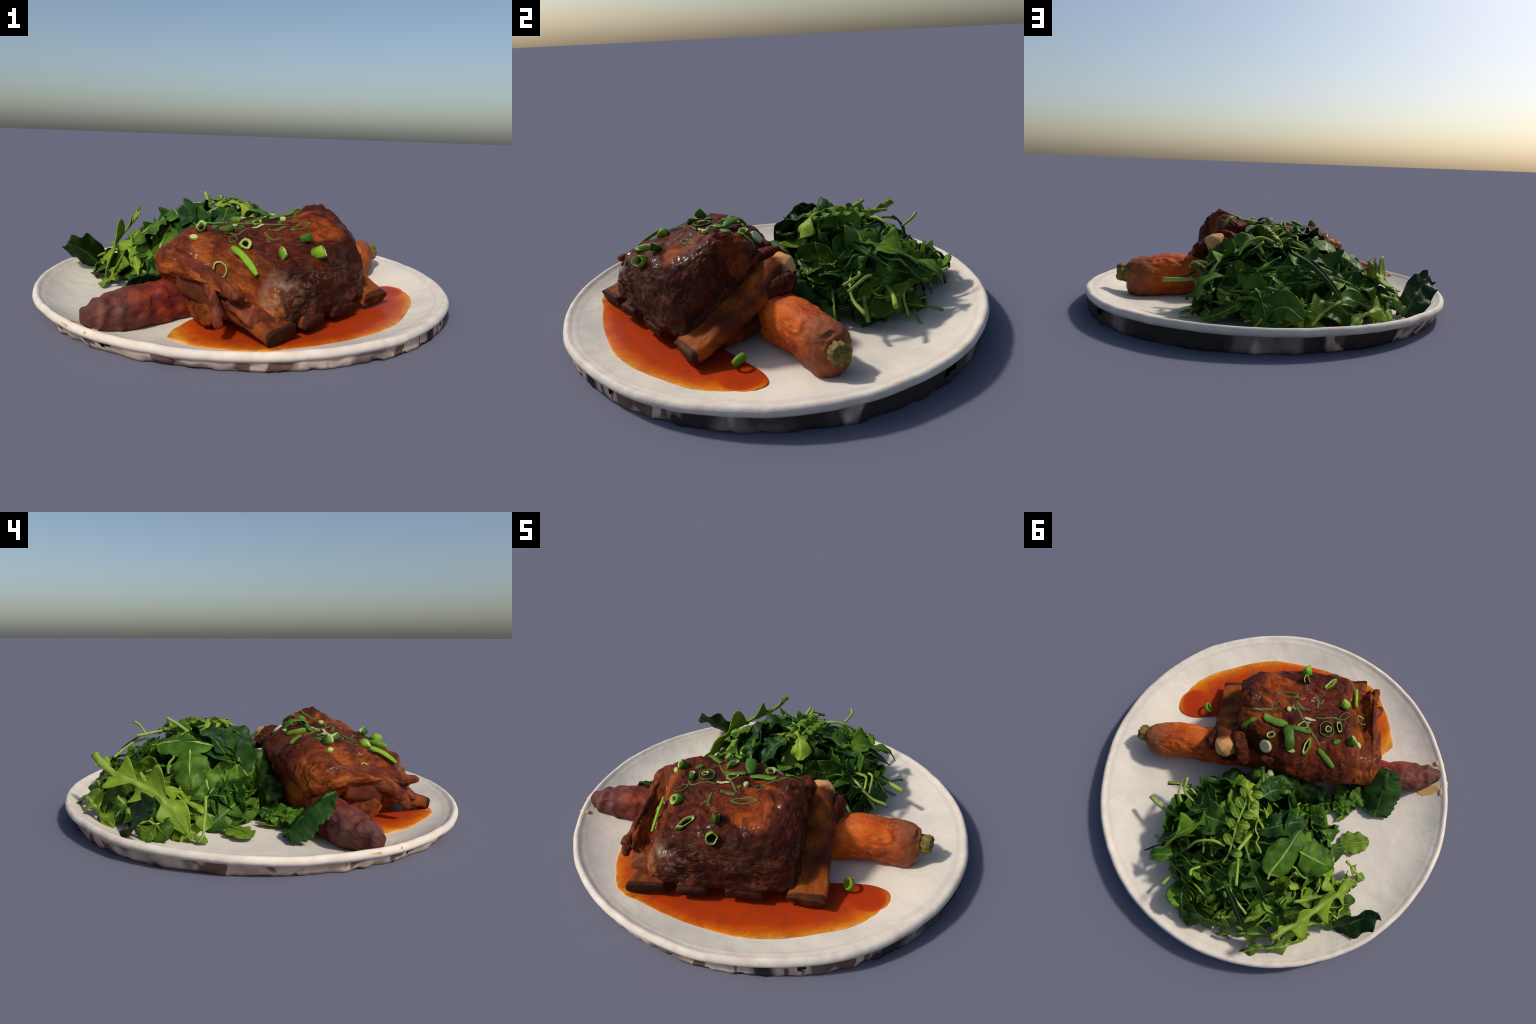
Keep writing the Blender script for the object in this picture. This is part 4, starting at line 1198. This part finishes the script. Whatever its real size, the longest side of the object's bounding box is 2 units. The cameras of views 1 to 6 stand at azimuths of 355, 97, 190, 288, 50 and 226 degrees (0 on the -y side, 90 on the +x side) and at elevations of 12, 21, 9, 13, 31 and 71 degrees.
    # broad pale leaves folding down over the outer end of the heap
    for sp_, up_, hw_, mt_ in (([(-.60, .36, .30), (-.655, .28, .255), (-.70, .20, .185), (-.728, .13, .10), (-.735, .08, .05)], (-.75, -.35, .55), h_lobed(.3, .105, 2.2, .06, 31), M_LIGHT),
                               ([(-.50, .27, .32), (-.555, .18, .275), (-.59, .11, .19), (-.605, .06, .09)], (-.6, -.5, .6), h_lobed(.3, .10, 1.7, .06, 33), M_LEAF2),
                               ([(-.70, .42, .21), (-.77, .33, .18), (-.82, .25, .12), (-.84, .17, .055)], (-.8, .0, .6), h_lobed(.3, .085, 2.4, .1, 35), M_LEAF),
                               ([(-.42, .20, .36), (-.46, .12, .30), (-.485, .06, .20), (-.49, .02, .10)], (-.5, -.65, .55), h_round(.085, .06, .06), M_LEAF2),
                               ([(-.66, .14, .16), (-.70, .09, .10), (-.73, .05, .06), (-.77, .03, .048)], (-.6, -.4, .7), h_lobed(.2, .07, 2.0, .1, 37), M_LIGHT),
                               ([(-.50, .78, .07), (-.57, .70, .13), (-.64, .61, .14), (-.69, .53, .09), (-.71, .46, .05)], (-.45, .6, .6), h_lobed(.3, .085, 2.6, .1, 39), M_LIGHT)):
        sp_ = [(x + 0.055, y + 0.05, max(z - 0.035 * min(1.0, z / 0.15), floor_z(x, y) + 0.012)) for x, y, z in sp_] if sp_[0][1] < 0.6 else sp_
        hero("rocket_leaf", sp_, up_, hw_, mt_, M_STEM, thick=.006, cup=-.15, ripple=.022, freq=2.3, rib=.009, rows=64, crinkle=.012, sweep=.3)
    # herb spray with pale leaflets lying over the top
    sp = [(-.02, .17, .42), (-.06, .27, .435), (-.10, .36, .43), (-.16, .47, .40), (-.17, .53, .385)]
    parts = [stem_tube(sp, 0.008, 0.005)]
    for j in range(11):
        t = 0.05 + 0.07 * j
        c = Vector(catmull(np.array(sp), [t * 4])[0])
        sd = 1 if j % 2 else -1
        dv = Vector((sd * 0.9, -0.45 + 0.1 * sd, 0.15)).normalized()
        parts.append(leaf_shell([tuple(c + dv * (0.07 * q) + Vector((0, 0, 0.015 * math.sin(3 * q)))) for q in (0, 0.4, 0.7, 1)], (0, 0, 1), h_round(0.021, 0.1, 0), thick=0.004, cup=0.6, rib=0.003, rows=14))
    v, f, mi = join(parts)
    place("herb_sprig", make_mesh("herb_sprig", v, f, [M_LIGHT, M_STEM], mi), root)
    # loose stems that stand out of the heap
    for pts, r0, r1 in (([(-.174, .331, .40), (-.186, .385, .44), (-.198, .438, .472)], 0.010, 0.009),
                        ([(.12, .50, .20), (.24, .52, .205), (.33, .54, .20), (.417, .541, .196)], 0.006, 0.012),
                        ([(-.12, .46, .40), (-.06, .49, .425), (-.005, .545, .405), (.02, .60, .35)], 0.008, 0.006),
                        ([(.0, .70, .15), (.02, .76, .17), (.014, .82, .195)], 0.006, 0.009),
                        ([(-.10, .62, .37), (-.09, .66, .41), (-.11, .68, .43)], 0.006, 0.008),
                        ([(.16, .64, .07), (.22, .66, .055), (.287, .671, .048)], 0.006, 0.006),
                        ([(-.30, .56, .39), (-.20, .45, .41), (-.10, .42, .41)], 0.008, 0.006),
                        ([(-.42, .62, .30), (-.30, .60, .345), (-.24, .54, .37)], 0.007, 0.006),
                        ([(-.61, .60, .10), (-.62, .64, .10), (-.62, .672, .092)], 0.010, 0.005),
                        ([(.18, .40, .25), (.27, .40, .27), (.31, .36, .26), (.33, .33, .25)], 0.008, 0.006),
                        ([(.25, .45, .26), (.30, .42, .27), (.345, .35, .225)], 0.007, 0.006)):
        v, f, mi = stem_tube(pts, r0, r1, n=10, rows=20)
        place("leaf_stem", make_mesh("leaf_stem", v, f, [M_LEAF, M_STEM], mi), root)
    # a pale bud near the meat
    v, f = loft_tube([(-.005, .03, .27), (.009, .012, .283), (.022, -.004, .292)], [(0.014, 0.014), (0.022, 0.02), (0.014, 0.013)], rows=16, n=20)
    place("bud", make_mesh("bud", v, f, [M_BULB]), root)
    # scraps flat on the plate
    fz = floor_z
    hero("leaf_scrap", [(-.50, -.02, .032), (-.53, -.055, .036), (-.57, -.10, .036), (-.61, -.145, .033)], (0, 0, 1), h_round(0.062, 0.02, 0.12, 3), M_LIGHT, M_STEM, thick=0.006, rib=0.004, ripple=0.003)
    hero("leaf_scrap", [(-.476, .014, .032), (-.51, -.03, .040), (-.545, -.085, .042), (-.575, -.125, .040)], (0, 0, 1), lambda t, s: 0.008, M_LEAF2, thick=0.004, rib=0.003)
    hero("leaf_scrap", [(-.392, -.10, .029), (-.40, -.15, .034), (-.405, -.19, .032), (-.411, -.223, .026)], (0, 0, 1), h_lance(0.022, 0.05), M_LIGHT, M_STEM, thick=0.005, rib=0.003)
    # shaded leaves low between heap and meat
    for i, (x, y, z, yaw, L, wd_) in enumerate(((-.10, .0, .07, 3.9, .16, .06), (-.20, -.06, .055, 4.2, .17, .06), (-.29, -.13, .05, 4.0, .16, .058), (-.37, -.20, .05, 4.3, .16, .055), (-.33, -.24, .06, 5.3, .17, .06), (-.12, -.10, .08, 3.6, .18, .06), (-.40, -.29, .06, 4.6, .15, .055), (-.26, -.03, .05, 3.6, .13, .05), (-.02, .06, .16, 4.4, .15, .05), (-.05, .05, .24, 4.4, .13, .045))):
        d = Vector((math.cos(yaw), math.sin(yaw), 0))
        c = Vector((x, y, z))
        hero("cress_leaf", [tuple(c - d * L * 0.5), tuple(c + Vector((0, 0, 0.02))), tuple(c + d * L * 0.5 - Vector((0, 0, 0.02)))], (-0.35, 0.3, 0.85), h_round(wd_, 0.08, 0.05), M_LEAF if i % 3 else M_LEAF2, cup=0.2, ripple=0.01, rib=0.005, crinkle=0.012, phase=i * 1.3)

    # broad veined leaf draped from the carrot to the plate
    spine = [(-.532, -.272, .028), (-.520, -.303, .060), (-.498, -.352, .112), (-.472, -.402, .165), (-.447, -.446, .203), (-.430, -.480, .218)]

    def half(t, s):
        u = max(0.0, (t - 0.05) / 0.95)
        e = (math.sin(math.pi * min(1.0, 0.10 + 0.86 * u) ** 0.9)) ** 0.5 if t > 0.05 else 0.05
        return 0.104 * e * (1 + 0.05 * math.sin(70 * u + s))
    v, f, mi = leaf_shell(spine, (-0.32, 0.52, 0.78), half, thick=0.007, cup=-0.22, ripple=0.010, freq=2.5, rib=0.0055, rows=64, crinkle=0.012)
    me = make_mesh("broad_leaf", v, f, [M_MINT, M_VEIN], mi)
    place("broad_leaf", me, root)


build_plate()
build_sauce()
ribs, BVH = build_ribs()
build_scallions(BVH)
build_carrot()
build_salad()
